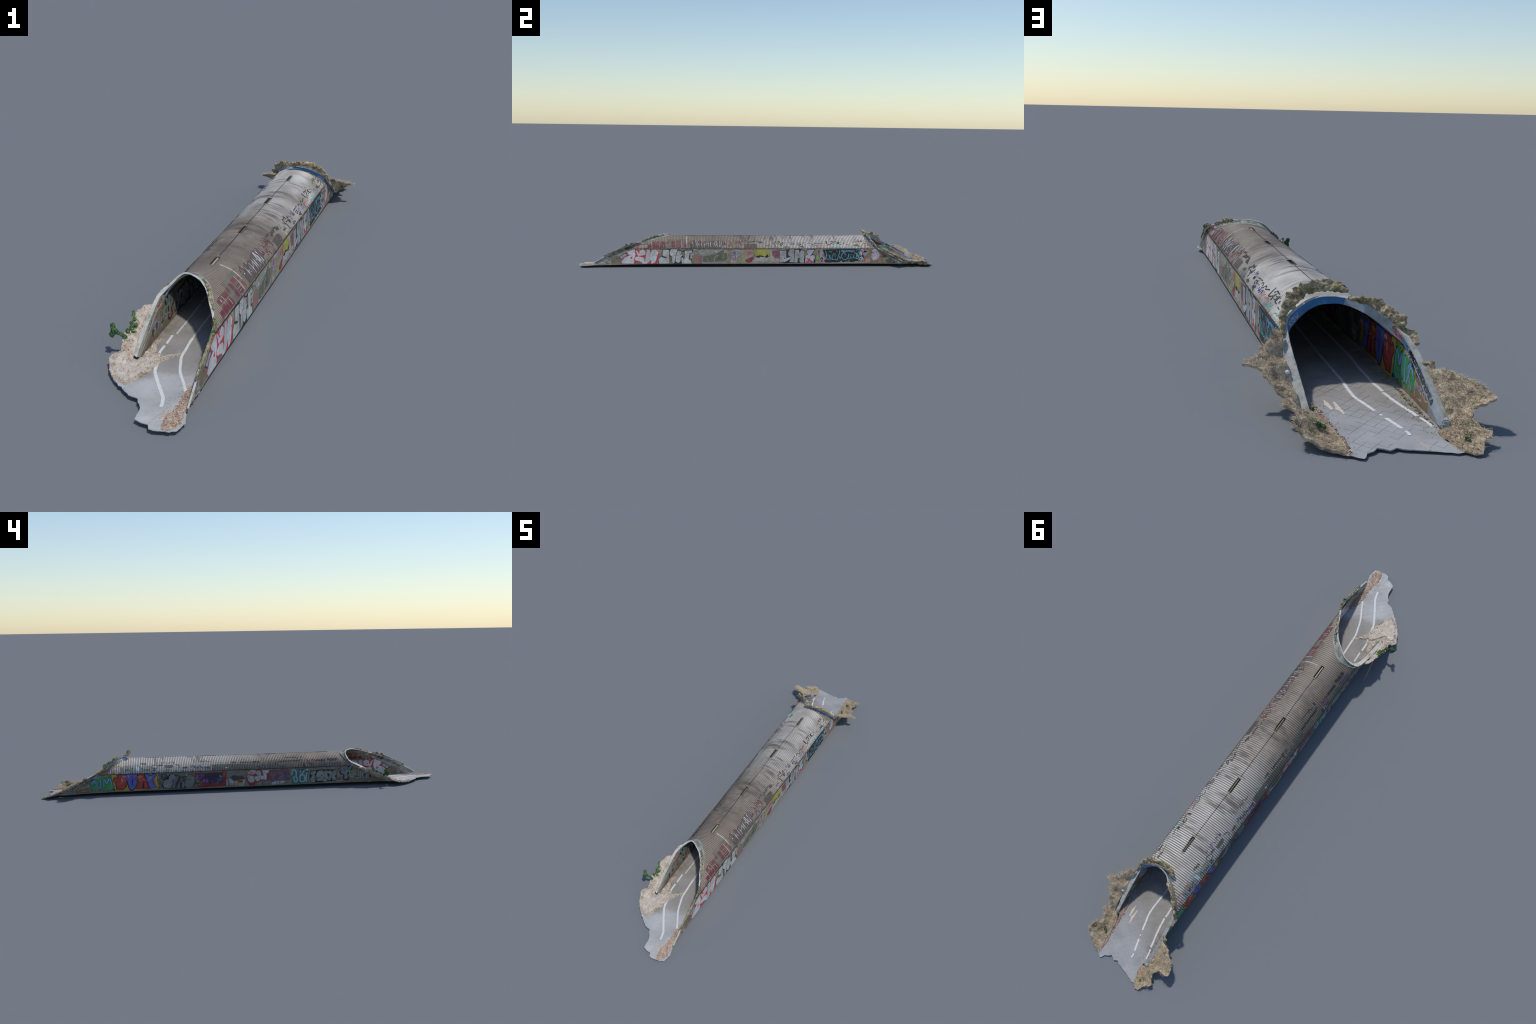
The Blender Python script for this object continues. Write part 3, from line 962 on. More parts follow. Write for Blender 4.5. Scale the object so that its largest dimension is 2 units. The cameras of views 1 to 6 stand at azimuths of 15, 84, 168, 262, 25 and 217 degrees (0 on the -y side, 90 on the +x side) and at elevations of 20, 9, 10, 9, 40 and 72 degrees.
# moss along the coping of portal A
balls = strand([(.096, -.862, .063), (.0965, -.826, .080), (.097, -.790, .096), (.0975, -.757, .112), (.0935, -.712, .126), (.086, -.688, .134)], .0036, .0012, 7, 34)
balls += [(.098, -.744, .118, .0056), (.094, -.712, .131, .0056)]
lumps("mossy_strip", balls, M_TUFT_G, .0017, .0016, 6)
balls = strand([(.073, -.656, .143), (.061, -.634, .150), (.050, -.611, .157), (.040, -.592, .163), (.031, -.576, .166)], .0036, .001, 8, 12) + [(.052, -.612, .161, .0052), (.043, -.596, .166, .005)]
lumps("mossy_strip", balls, M_TUFT, .0017, .0016, 7)
balls = strand([(-.092, -.503, .133), (-.108, -.513, .121), (-.117, -.530, .111), (-.120, -.555, .098)], .0022, .0008, 12, 14)
lumps("mossy_strip", balls, M_TUFT_G, .0014, .001, 8)

# ---- blades, leaves, shrubs ----------------------------------------------


def scatter(top, F, n, seed, keep=None):
    R = np.random.default_rng(seed)
    T = np.array(top)
    A = np.array([np.linalg.norm(np.cross(T[f[1]] - T[f[0]], T[f[2]] - T[f[0]])) for f in F])
    idx = R.choice(len(F), n, p=A / A.sum())
    out = []
    for i in idx:
        f = F[i]
        u, v = R.random(2)
        if u + v > 1:
            u, v = 1 - u, 1 - v
        p = T[f[0]] + (T[f[1]] - T[f[0]]) * u + (T[f[2]] - T[f[0]]) * v
        if keep is None or keep(p):
            out.append(p)
    return out


def blades(name, pts, mats, parent, length, lean, seed, wid=.0007, flow=None):
    """bent tapering grass stalks"""
    R = random.Random(seed)
    V, F, M = [], [], []
    for p in pts:
        L = R.uniform(*length)
        if flow is not None:
            d = flow(p)
            az = math.atan2(d[1], d[0]) + R.gauss(0, .7)
        else:
            az = R.uniform(0, 2 * math.pi)
        ln = R.uniform(*lean)
        dx, dy = math.cos(az), math.sin(az)
        L = min(L, max(.003, .2045 - abs(p[0])), max(.003, .999 - abs(p[1])))
        w = wid * R.uniform(.7, 1.3)
        sx, sy = -dy * w / 2, dx * w / 2
        n0 = len(V)
        for t, k in ((0, 1), (.5, .8), (1, .15)):
            r = L * math.sin(ln) * t * (.6 + .4 * t)
            h = L * math.cos(ln) * t * (1 - .25 * t)
            c = (p[0] + dx * r, p[1] + dy * r, p[2] + h - .0006)
            V.append((c[0] - sx * k, c[1] - sy * k, c[2]))
            V.append((c[0] + sx * k, c[1] + sy * k, c[2]))
            V.append((c[0] - dx * w * .4 * k, c[1] - dy * w * .4 * k, c[2] + w * .35 * k))
        for q in range(2):
            b = n0 + q * 3
            for e in range(3):
                F.append((b + e, b + (e + 1) % 3, b + 3 + (e + 1) % 3, b + 3 + e))
        F.append((n0 + 6, n0 + 7, n0 + 8))
        M += [R.randrange(len(mats))] * 7
    return add(name, V, F, mats, parent, kind="stuff", midx=M)


STRAW = [plain("straw_pale", (.70, .58, .39), .2, 300), plain("straw_tan", (.58, .46, .30), .2, 300), plain("straw_brown", (.38, .28, .18), .2, 300), plain("straw_grey", (.50, .43, .33), .2, 300)]
GREEN = [plain("fresh_green", (.10, .20, .065), .3, 300), plain("lime_green", (.25, .33, .11), .3, 300), plain("deep_green", (.035, .085, .045), .35, 300)]
blades("grass_stalks", scatter(BW_T, BW_F, 2300, 21), STRAW, BW, (.006, .015), (.9, 1.45), 31)
blades("grass_stalks", scatter(BE_T, BE_F, 2600, 22), STRAW[1:] + STRAW[1:2], BE, (.006, .016), (.9, 1.45), 32, flow=lambda p: (1, -.2))
blades("grass_stalks", scatter(AW_T, AW_F, 450, 23, lambda p: p[0] < -.118 or p[2] > .03), STRAW, AW, (.003, .008), (.8, 1.45), 33)
gk = lambda cx, cy, r: (lambda p: (p[0] - cx) ** 2 + (p[1] - cy) ** 2 < r * r * (1 + .6 * noise.noise(Vector((p[0] * 200, p[1] * 200, 0)))))
for cx, cy, r, n, par, T, Fc in ((-.128, .950, .008, 1600, BW, BW_T, BW_F), (-.138, .925, .010, 1500, BW, BW_T, BW_F), (.112, .865, .011, 3000, BE, BE_T, BE_F), (.117, .90, .010, 3000, BE, BE_T, BE_F), (.134, .80, .008, 2500, BE, BE_T, BE_F)):
    pts = scatter(T, Fc, n * 2, 40 + int(r * 1000), gk(cx, cy, r))[:90]
    if pts:
        blades("green_grass", pts, GREEN, par, (.003, .008), (.3, 1.2), 44)


def surf_pts(V, F, n, seed):
    R = np.random.default_rng(seed)
    return [V[F[i][0]] for i in R.choice(len(F), n)]


blades("grass_stalks", surf_pts(T1V, T1F, 600, 3), STRAW + [GREEN[1]], T1, (.0015, .004), (.2, 1.5), 51, .0005)
blades("grass_stalks", surf_pts(T2V, T2F, 400, 4), STRAW, T2, (.0015, .004), (.2, 1.5), 52, .0005)


def leaf_bits(name, pts, mats, parent, size, seed, lift=.0012, tilt=.5):
    """small curled leaves with a fold along the midrib and a little thickness"""
    R = random.Random(seed)
    V, F, M = [], [], []
    for p in pts:
        s = R.uniform(*size)
        az = R.uniform(0, 2 * math.pi)
        tx, ty = R.uniform(-tilt, tilt), R.uniform(-tilt, tilt)
        ca, sa = math.cos(az), math.sin(az)
        shape = [(-.5, 0, 0), (-.15, .26, .1), (.2, .2, .1), (.5, 0, .02), (.2, -.2, .1), (-.15, -.26, .1)]
        n0 = len(V)
        for dz in (.00018, -.00018):
            for (a, b, c) in shape:
                x, y, z = a * s, b * s, c * s
                X, Y = x * ca - y * sa, x * sa + y * ca
                V.append((p[0] + X, p[1] + Y, p[2] + lift + z + X * tx + Y * ty + dz))
        F += [(n0, n0 + 3, n0 + 2, n0 + 1), (n0, n0 + 5, n0 + 4, n0 + 3), (n0 + 6, n0 + 7, n0 + 8, n0 + 9), (n0 + 6, n0 + 9, n0 + 10, n0 + 11)]
        F += [(n0 + i, n0 + (i + 1) % 6, n0 + 6 + (i + 1) % 6, n0 + 6 + i) for i in range(6)]
        M += [R.randrange(len(mats))] * 10
    return add(name, V, F, mats, parent, kind="stuff", midx=M)


DEAD = [plain("dead_leaf_red", (.45, .28, .20), .3, 300), plain("dead_leaf_tan", (.64, .53, .42), .25, 300), plain("dead_leaf_brown", (.28, .17, .12), .3, 300), plain("dead_leaf_pink", (.60, .46, .37), .25, 300)]
leaf_bits("fallen_leaves", scatter(LA_T, LA_F, 420, 61), DEAD, LA, (.002, .0042), 61)
leaf_bits("fallen_leaves", scatter(LB_T, LB_F, 420, 62), DEAD, LB, (.002, .004), 62)
leaf_bits("fallen_leaves", scatter(SD_T, SD_F, 110, 63), DEAD, SD, (.0015, .003), 63)
leaf_bits("fallen_leaves", scatter(AW_T, AW_F, 260, 64), DEAD, AW, (.0015, .0035), 64)
leaf_bits("fallen_leaves", [p for p in scatter(BW_T, BW_F, 900, 65, lambda p: p[0] > -.13 and p[1] > .9)][:200], DEAD, BW, (.002, .0035), 65)


def shrub(name, blobs, n, mats, seed, size=(.003, .006)):
    """woody core hidden under overlapping leaves"""
    core, V, F = lumps(name, blobs, GREENCORE, .0019, .0018, seed)
    leaf_bits("shrub_leaves", surf_pts(V, F, n, seed), mats, core, size, seed, .0003, 1.2)
    return core


GREENCORE = make_soil("shrub_core", [(.02, .045, .025), (.04, .095, .05), (.09, .165, .08), (.17, .23, .11)], 160)
shrub("green_shrub", [(-.182, -.678, .078, .0068), (-.178, -.684, .069, .0080), (-.181, -.688, .060, .0068), (-.171, -.682, .065, .0052), (-.166, -.680, .061, .0042), (-.160, -.677, .056, .0045), (-.155, -.676, .052, .0042)], 230, GREEN[2:] + GREEN[:1], 71)
shrub("green_shrub", [(-.150, -.662, .062, .0062), (-.145, -.650, .066, .006), (-.148, -.640, .073, .0058), (-.138, -.640, .069, .0052), (-.150, -.622, .085, .0048), (-.152, -.617, .093, .0036), (-.146, -.628, .079, .005), (-.152, -.680, .052, .006), (-.138, -.655, .058, .005)], 260, GREEN, 72, (.0025, .005))
shrub("green_shrub", [(.099, -.742, .122, .0048), (.099, -.735, .120, .003)], 40, GREEN[2:], 73, (.002, .0035))
shrub("green_shrub", [(.098, .815, .018, .0042), (.097, .818, .023, .003), (.1, .822, .016, .003)], 60, GREEN[2:] + GREEN[:1], 74, (.002, .004))
shrub("green_shrub", [(.105, .885, .022, .0045), (.100, .888, .020, .0038), (.096, .893, .018, .004)], 70, GREEN, 75, (.002, .004))
shrub("green_shrub", [(-.121, .962, .012, .004), (-.124, .967, .011, .003)], 50, GREEN, 76, (.002, .004))
# a discarded white ball on the east bank of portal B
bm = bmesh.new()
bmesh.ops.create_icosphere(bm, subdivisions=3, radius=.0048)
BV = [(v.co.x + .1245, v.co.y + .737, v.co.z * .85 + .063) for v in bm.verts]
BF = [tuple(v.index for v in f.verts) for f in bm.faces]
bm.free()
add("white_litter", BV, BF, plain("white_plastic", (.74, .76, .80), .08, 80, .5), BE, smooth=True)

leaf_bits("shrub_leaves", scatter(AW_T, AW_F, 900, 81, lambda p: p[0] < -.132 and -.705 < p[1] < -.605 and noise.noise(Vector((p[0] * 60, p[1] * 60, 2))) > -.1), GREEN + STRAW[2:3], AW, (.002, .0042), 81, .001, 1.0)
leaf_bits("fallen_leaves", [p for p in scatter(FT, FF, 5000, 82, lambda p: p[0] > .035 and p[1] < -.80 and in_poly(p[0], p[1], FLP))][:170], DEAD, PAVE, (.0012, .0028), 82, .0008)
leaf_bits("fallen_leaves", [p for p in scatter(FT, FF, 6000, 83, lambda p: .06 < p[0] < .095 and .72 < p[1] < .97)][:170], DEAD, PAVE, (.0012, .0028), 83, .0008)
leaf_bits("fallen_leaves", [p for p in scatter(FT, FF, 5000, 84, lambda p: p[0] < -.055 and (-.80 < p[1] < -.45 or .62 < p[1] < .9))][:200], DEAD, PAVE, (.0010, .0026), 84, .0008)
leaf_bits("weed_leaves", [p for p in scatter(FT, FF, 5000, 85, lambda p: (p[0] < -.07 and .75 < p[1] < .93))][:60], GREEN, PAVE, (.0012, .0026), 85, .0008)

# =====================================================================
#  Graffiti: coats of spray paint, each a thin slab that follows the wall or
#  the ribbed roof and shows on both faces (the walls are thin shells).
# =====================================================================
SIL, RED, BRN, BLK = (.80, .82, .84), (.80, .055, .075), (.34, .255, .175), (.030, .030, .036)
LGR, OLV, OLVL, PBL = (.66, .68, .65), (.20, .20, .12), (.44, .45, .38), (.58, .64, .76)
PNK, PNKL, PUR, YEL, YLD = (.58, .20, .27), (.60, .38, .37), (.27, .23, .40), (.55, .51, .10), (.50, .47, .10)
DKR, TEA, MAR, BEI, GRY = (.32, .035, .05), (.20, .40, .42), (.32, .13, .15), (.56, .53, .48), (.47, .49, .48)
GRYD, GRYL, CYN, CYL, GRN = (.27, .26, .24), (.58, .59, .66), (.17, .74, .84), (.45, .85, .78), (.22, .66, .12)
LIL, BRNP, NVB, WHT, REDL = (.50, .42, .56), (.52, .36, .28), (.10, .12, .26), (.86, .87, .88), (.72, .20, .19)
SLT, BLU, COL = (.28, .33, .42), (.12, .30, .50), (.42, .44, .42)
WBLU, WRED, WRED2, MUS, WORG, WPEA = (.20, .21, .78), (.74, .085, .07), (.42, .05, .06), (.80, .52, .05), (.80, .30, .05), (.75, .55, .42)
WGRN, SKY, WLIL, WBRN, WCOL, WWHT = (.06, .52, .10), (.20, .55, .92), (.66, .64, .80), (.40, .26, .14), (.44, .47, .46), (.80, .84, .88)
WGRY, WGRL, WBKG, WBKL, WBKM, WBUB = (.21, .235, .24), (.34, .37, .38), (.22, .22, .18), (.26, .25, .24), (.30, .31, .26), (.40, .43, .40)
NVY, CRM, MAG, WTEL, WDBR, WWHD = (.060, .045, .10), (.36, .05, .055), (.50, .12, .46), (.14, .34, .40), (.16, .09, .06), (.58, .62, .62)
WTEA, WPUR, WPUD, WMAR, WPNK, WBRD = (.05, .26, .26), (.25, .23, .40), (.20, .15, .22), (.32, .12, .13), (.75, .25, .32), (.33, .27, .19)
RMAR, RMARL, RSIL, RWHT, RDRK, RGRY = (.16, .028, .045), (.27, .04, .055), (.46, .45, .42), (.62, .64, .66), (.105, .08, .075), (.18, .172, .14)
RCRM, RRED, RNVY, RPUR, RTEA, RBRN = (.50, .45, .36), (.66, .16, .16), (.13, .11, .34), (.19, .10, .26), (.12, .47, .42), (.14, .10, .085)
RGRW, RWHB, RORG, RDRW, RGRN = (.33, .34, .33), (.62, .70, .76), (.74, .24, .10), (.14, .13, .11), (.11, .17, .10)

_roofpaint = {}


def roof_paint(col):
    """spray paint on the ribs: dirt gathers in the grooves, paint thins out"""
    if col not in _roofpaint:
        k = NT("spray_paint_on_ribs", 0.6, 0.3)
        x, y, z = k.xyz()
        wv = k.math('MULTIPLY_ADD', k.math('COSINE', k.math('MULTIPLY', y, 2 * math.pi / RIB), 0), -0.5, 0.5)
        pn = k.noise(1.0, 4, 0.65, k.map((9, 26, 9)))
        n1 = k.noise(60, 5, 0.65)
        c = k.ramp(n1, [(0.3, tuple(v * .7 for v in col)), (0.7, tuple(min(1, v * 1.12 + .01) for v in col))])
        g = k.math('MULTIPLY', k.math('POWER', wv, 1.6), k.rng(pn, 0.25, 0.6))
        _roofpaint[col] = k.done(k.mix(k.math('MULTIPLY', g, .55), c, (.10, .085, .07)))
    return _roofpaint[col]


class WallSurf:
    def __init__(s, side):
        s.side, s.parent, s.across = side, (WALL_E if side > 0 else WALL_W), 2

    def fit(s, u, v):
        """keep a point (mm) inside the painted face"""
        y, z = u / 1000, v / 1000
        z = min(max(z, floor_z(y) + .0012), ZE - .0006)
        a, b = wall_span(s.side, z)
        return min(max(y, a + .001), b - .001), z

    def at(s, y, z, off):
        x = wall_x(s.side, y)
        return (x + s.side * (HT + off), y, z), (x - s.side * (HT + off), y, z)

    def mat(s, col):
        return paint(col, 0.22, 0.78 if s.side > 0 else 0.64)  # west paints dimmed further: interior gloom baked into their colour


class RoofSurf:
    side, across = 0, 4

    def __init__(s):
        s.parent = ROOF

    def fit(s, u, v):
        a = min(max(v / 100, -.985), .985)
        y0, y1 = corr_ends(a)
        return min(max(u / 1000, y0 + .001), y1 - .001), a

    def at(s, y, a, off):
        return roof_pt(y, a, .0007 + off), roof_pt(y, a, -.0007 - off)

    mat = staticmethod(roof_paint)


wall_e, wall_w, roof = WallSurf(1), WallSurf(-1), RoofSurf()
SC = .105 * 1.0                    # arc length per unit of a on the roof
_layer = {}


def smooth2(pts, k=6):
    P = [np.array(p, float) for p in pts]
    if len(P) < 3:
        n = max(2, int(np.linalg.norm(P[1] - P[0]) / 4) + 1)
        return [P[0] + (P[1] - P[0]) * t for t in np.linspace(0, 1, n)]
    return list(crom([tuple(p) for p in P], max(len(P) * k, 8)))


def piece(name, surf, items, parent=None):
    V, F, M, mats, mi = [], [], [], [], {}
    for it in items:
        op, col, pts = it[:3]
        _layer[surf] = _layer.get(surf, 0) + 1
        lay = _layer[surf]
        off = .00030 + .0000035 * lay
        if len(pts) < 2:
            continue
        if col not in mi:
            mi[col] = len(mats)
            mats.append(surf.mat(col))
        k = 1000 * SC / 100 if surf is roof else 1.0          # second coordinate to mm
        if op == 'P':
            Q = [(p[0], p[1] * k) for p in pts]
            Q = [(q[0], q[1]) for q in rag([(q[0] / 1000, q[1] / 1000) for q in Q], .0025, .00045, lay)]
            O = []
            for q in Q:
                a, b = surf.fit(q[0] * 1000, q[1] * 1000 / k)
                q2 = Vector((a, b * (SC if surf is roof else 1)))
                if not O or (q2 - O[-1]).length > .0002:
                    O.append(q2)
            if len(O) < 4:
                continue
            P2 = list(O)
            if surf is roof:
                xs, ys = [p.x for p in O], [p.y for p in O]
                Ot = [(p.x, p.y) for p in O]
                On = np.array(Ot)
                for x in np.arange(min(xs), max(xs), .0014):
                    for y in np.arange(min(ys), max(ys), .004):
                        if in_poly(x, y, Ot) and np.min(np.hypot(On[:, 0] - x, On[:, 1] - y)) > .0007:
                            P2.append(Vector((x, y)))
            vs, es, fs, *_ = delaunay_2d_cdt(P2, [], [list(range(len(O)))], 1, 1e-7)
            fs = [tuple(f) for f in fs if len(f) == 3]
            fs = [f if (vs[f[1]] - vs[f[0]]).cross(vs[f[2]] - vs[f[0]]) > 0 else (f[0], f[2], f[1]) for f in fs]
            both = [surf.at(v.x, v.y / (SC if surf is roof else 1), off) for v in vs]
        else:
            w = it[3] / 2
            C = smooth2([(p[0], p[1] * k) for p in pts])
            if surf is roof:                                   # resample finely over the ribs
                C = np.array(C)
                d = np.concatenate([[0], np.cumsum(np.linalg.norm(np.diff(C, axis=0), axis=1))])
                n = max(4, int(d[-1] / 1.1))
                C = [np.array([np.interp(t, d, C[:, 0]), np.interp(t, d, C[:, 1])]) for t in np.linspace(0, d[-1], n)]
            n = len(C)
            rows = []
            m = surf.across
            for i in range(-1, n + 1):
                j = min(max(i, 0), n - 1)
                d = C[min(j + 1, n - 1)] - C[max(j - 1, 0)]
                d = d / max(np.linalg.norm(d), 1e-9)
                nn = np.array((-d[1], d[0]))
                c = C[j] + (d * w * (-.65 if i < 0 else .65) if i in (-1, n) else 0)
                ww = w * (.55 if i in (-1, n) else 1) * (1 + .18 * noise.noise(Vector((c[0] * .12, c[1] * .12, lay))))
                row = []
                for t in np.linspace(-1, 1, m):
                    q = c + nn * ww * t
                    a, b = surf.fit(q[0], q[1] / k)
                    row.append(surf.at(a, b, off + .0000018 * (i + 1) / n))
                rows.append(row)
            both = [q for r in rows for q in r]
            fs = grid_faces(len(rows), m)
        T = np.array([b[0] for b in both])
        B = np.array([b[1] for b in both])
        # orient the outer face outwards
        f = fs[len(fs) // 2]
        nn = np.cross(T[f[1]] - T[f[0]], T[f[2]] - T[f[0]])
        if np.dot(nn, T[f[0]] - B[f[0]]) < 0:
            fs = [tuple(reversed(q)) for q in fs]
        v2, f2 = slab(T, B, fs)
        o = len(V)
        V += list(v2)
        F += [tuple(i + o for i in q) for q in f2]
        M += [mi[col]] * len(f2)
    if V:
        return add(name, V, F, mats, parent or surf.parent, midx=M)


# handstyle: small marker tags made of a few looping letters
GLYPHS = [[(0, 0), (.1, 1), (.5, .3), (.9, 1), (1, 0)], [(1, .9), (.3, 1), (0, .5), (.4, 0), (1, .15)], [(0, 1), (.5, .1), (1, 1), (.5, .1), (.3, -.3)],
          [(0, 0), (0, 1), (.8, .8), (.1, .5), (.9, 0)], [(.9, 1), (.1, .9), (.8, .4), (.1, 0)], [(.5, 1), (0, .5), (.5, 0), (1, .5), (.5, 1), (.6, .4)],
          [(0, 1), (.4, 0), (.5, .6), (.7, 0), (1, 1)], [(0, .9), (1, 1), (.4, .9), (.4, 0)], [(0, 0), (.5, 1), (1, 0), (.2, .4), (.9, .5)]]


def tag(y, v, w, h, n, seed, col, width, mirror=False, rise=0.0):
    """n letters in a box starting at y (mm), height h in surface units"""
    R = random.Random(seed)
    out = []
    for i in range(n):
        g = R.choice(GLYPHS)
        sc = R.uniform(.75, 1.2)
        x0 = y + w * i / n
        out.append(('L', col, [(x0 + (px + R.uniform(-.08, .08)) * w / n * .95, v + rise * i + (py + R.uniform(-.08, .08)) * h * sc) for px, py in g], width))
    return out


piece('graffiti_lettering', wall_e, [
    ('P', BRN, [(-854, 32.0), (-814, 56.5), (-790, 61.7), (-766, 42.3), (-772, 17.3), (-854, 17.6)]),
    ('P', LGR, [(-881, 18.0), (-859, 33.8), (-854, 17.6)]),
    ('L', PBL, [(-850, 25.0), (-845, 37.2), (-838, 30.2), (-833, 23.1), (-830, 39.0), (-825, 40.7), (-827, 24.9), (-818, 21.3)], 2.2),
    ('L', PBL, [(-845, 33.7), (-837, 23.2), (-821, 19.6)], 1.6),
    ('L', BLK, [(-818, 21.3), (-820, 35.4), (-809, 44.2), (-808, 31.9), (-816, 30.1)], 1.2),
    ('L', BLK, [(-804, 31.8), (-802, 45.9), (-795, 49.4), (-794, 38.8), (-801, 31.8)], 1.2),
    ('L', BLK, [(-792, 35.3), (-794, 45.9), (-787, 47.6), (-785, 37.1), (-790, 31.8)], 1.2),
    ('P', BLK, [(-786, 52.0), (-751, 76.5), (-735, 80.9), (-734, 63.3), (-752, 54.6), (-766, 39.6)]),
    ('P', PBL, [(-779, 52.9), (-752, 72.1), (-740, 72.1), (-740, 63.3), (-754, 56.3), (-766, 44.9)]),
    ('P', GRY, [(-769, 56.4), (-757, 63.4), (-756, 58.1), (-764, 52.8)]),
])
piece('graffiti_lettering', wall_e, [
    ('P', RED, [(-773, 28.2), (-753, 56.3), (-735, 61.5), (-743, 82.7), (-717, 91.4), (-697, 107.1), (-691, 106.8), (-673, 89.5), (-655, 101.3), (-634, 88.6), (-629, 101.2), (-612, 101.2), (-607, 89.4), (-601, 101.2), (-581, 100.4), (-565, 79.6), (-562, 69.9), (-571, 43.5), (-577, 16.6), (-765, 17.3)]),
    ('P', SIL, [(-769, 29.1), (-750, 53.1), (-720, 63.3), (-732, 69.5), (-738, 82.6), (-714, 90.5), (-696, 102.2), (-694, 82.5), (-692, 68.5), (-696, 55.3), (-703, 42.1), (-698, 29.7), (-703, 18.1), (-763, 18.3)]),
    ('P', RED, [(-725, 49.6), (-708, 58.8), (-712, 43.9)]),
    ('P', SIL, [(-691, 94.0), (-681, 85.2), (-673, 71.9), (-669, 74.6), (-671, 85.1), (-655, 97.9), (-637, 85.1), (-640, 66.6), (-677, 58.8), (-684, 68.5)]),
    ('P', SIL, [(-695, 52.6), (-677, 57.9), (-649, 52.2), (-643, 41.0), (-650, 21.6), (-673, 31.4), (-692, 35.4), (-699, 41.7)]),
    ('P', RED, [(-668, 70.2), (-657, 72.8), (-663, 77.2), (-665, 71.9)]),
    ('P', GRYD, [(-690, 25.3), (-673, 27.9), (-653, 16.9), (-689, 17.0)]),
    ('P', SIL, [(-629, 99.1), (-617, 99.5), (-612, 86.8), (-616, 65.1), (-599, 99.4), (-585, 99.4), (-568, 79.6), (-584, 29.4), (-590, 21.4), (-607, 17.4), (-608, 39.2), (-631, 17.5), (-654, 17.6), (-660, 27.8), (-641, 31.3)]),
    ('P', GRY, [(-600, 99.1), (-586, 99.0), (-583, 91.1), (-600, 91.2)]),
    ('L', RED, [(-596, 85.9), (-589, 84.1), (-591, 75.3)], 1.2),
    ('L', RED, [(-586, 82.3), (-582, 85.8), (-575, 82.3)], 1.2),
    ('P', YEL, [(-575, 99.0), (-565, 99.0), (-567, 88.4), (-573, 91.1)]),
    ('P', TEA, [(-562, 71.7), (-556, 89.3), (-552, 87.5), (-555, 73.4)]),
    ('P', PBL, [(-690, 103.6), (-676, 96.6), (-673, 91.3), (-664, 99.2)]),
])
piece('graffiti_lettering', wall_e, [
    ('P', BRN, [(-563, 73.4), (-548, 89.3), (-381, 94.2), (-346, 81.8), (-328, 58.7), (-330, 15.7), (-574, 16.6)]),
    ('P', BLK, [(-547, 96.7), (-506, 97.7), (-497, 100.1), (-461, 99.7), (-457, 93.5), (-437, 86.4), (-428, 91.7), (-381, 93.4), (-383, 73.0), (-397, 71.3), (-399, 42.9), (-389, 42.0), (-382, 15.9), (-496, 16.3), (-503, 46.8), (-505, 16.3), (-568, 16.6), (-572, 40.8), (-553, 61.1), (-544, 59.3)]),
    ('P', BRN, [(-505, 55.6), (-498, 55.6), (-495, 18.4), (-503, 16.3)]),
    ('P', BRN, [(-453, 64.3), (-438, 82.0), (-429, 82.0), (-431, 46.6), (-434, 59.0), (-442, 67.0)]),
    ('P', LGR, [(-544, 94.6), (-511, 93.6), (-508, 18.1), (-564, 17.6), (-569, 41.3), (-553, 57.2), (-532, 48.3), (-522, 48.6), (-530, 55.7), (-544, 60.2)]),
    ('P', LGR, [(-506, 88.8), (-497, 98.0), (-463, 97.9), (-476, 63.5), (-481, 23.7), (-492, 17.4), (-495, 55.6), (-507, 68.0)]),
    ('P', LGR, [(-462, 90.0), (-441, 83.4), (-451, 67.0), (-437, 65.2), (-448, 50.2), (-448, 28.9), (-459, 21.0), (-475, 28.1), (-475, 55.6)]),
    ('P', LGR, [(-425, 88.7), (-385, 89.8), (-386, 75.2), (-400, 74.8), (-404, 40.3), (-392, 38.5), (-386, 17.0), (-440, 17.2), (-445, 45.7), (-435, 52.8), (-429, 36.8), (-426, 53.7)]),
    ('L', BLK, [(-551, 57.5), (-543, 50.4), (-522, 47.7)], 1.5),
    ('L', NVB, [(-496, 88.3), (-489, 86.5), (-490, 78.6), (-478, 80.3)], 1.8),
    ('L', NVB, [(-457, 82.0), (-454, 85.6), (-452, 78.5), (-457, 76.7)], 1.5),
    ('L', REDL, [(-541, 89.3), (-534, 82.2), (-530, 89.2), (-520, 83.9), (-513, 91.0)], 1.2),
    ('L', REDL, [(-530, 53.9), (-517, 61.0), (-520, 46.8), (-510, 64.5)], 1.2),
    ('L', REDL, [(-492, 50.3), (-487, 68.0), (-478, 59.1), (-468, 64.4), (-466, 55.5)], 1.2),
    ('L', REDL, [(-424, 66.0), (-412, 71.3), (-400, 80.1), (-398, 71.3)], 1.2),
    ('L', WHT, [(-394, 67.7), (-384, 71.3), (-382, 78.3), (-376, 67.7), (-386, 62.4), (-387, 51.8), (-393, 50.0), (-383, 47.3)], 2.4),
    ('P', PBL, [(-379, 96.9), (-356, 97.4), (-363, 90.7), (-377, 90.7)]),
    ('P', PNK, [(-365, 42.5), (-356, 49.0), (-346, 51.7), (-334, 43.6), (-341, 28.6), (-349, 20.6), (-358, 32.2)]),
    ('P', GRY, [(-376, 83.6), (-363, 84.5), (-356, 73.0), (-370, 65.9)]),
])
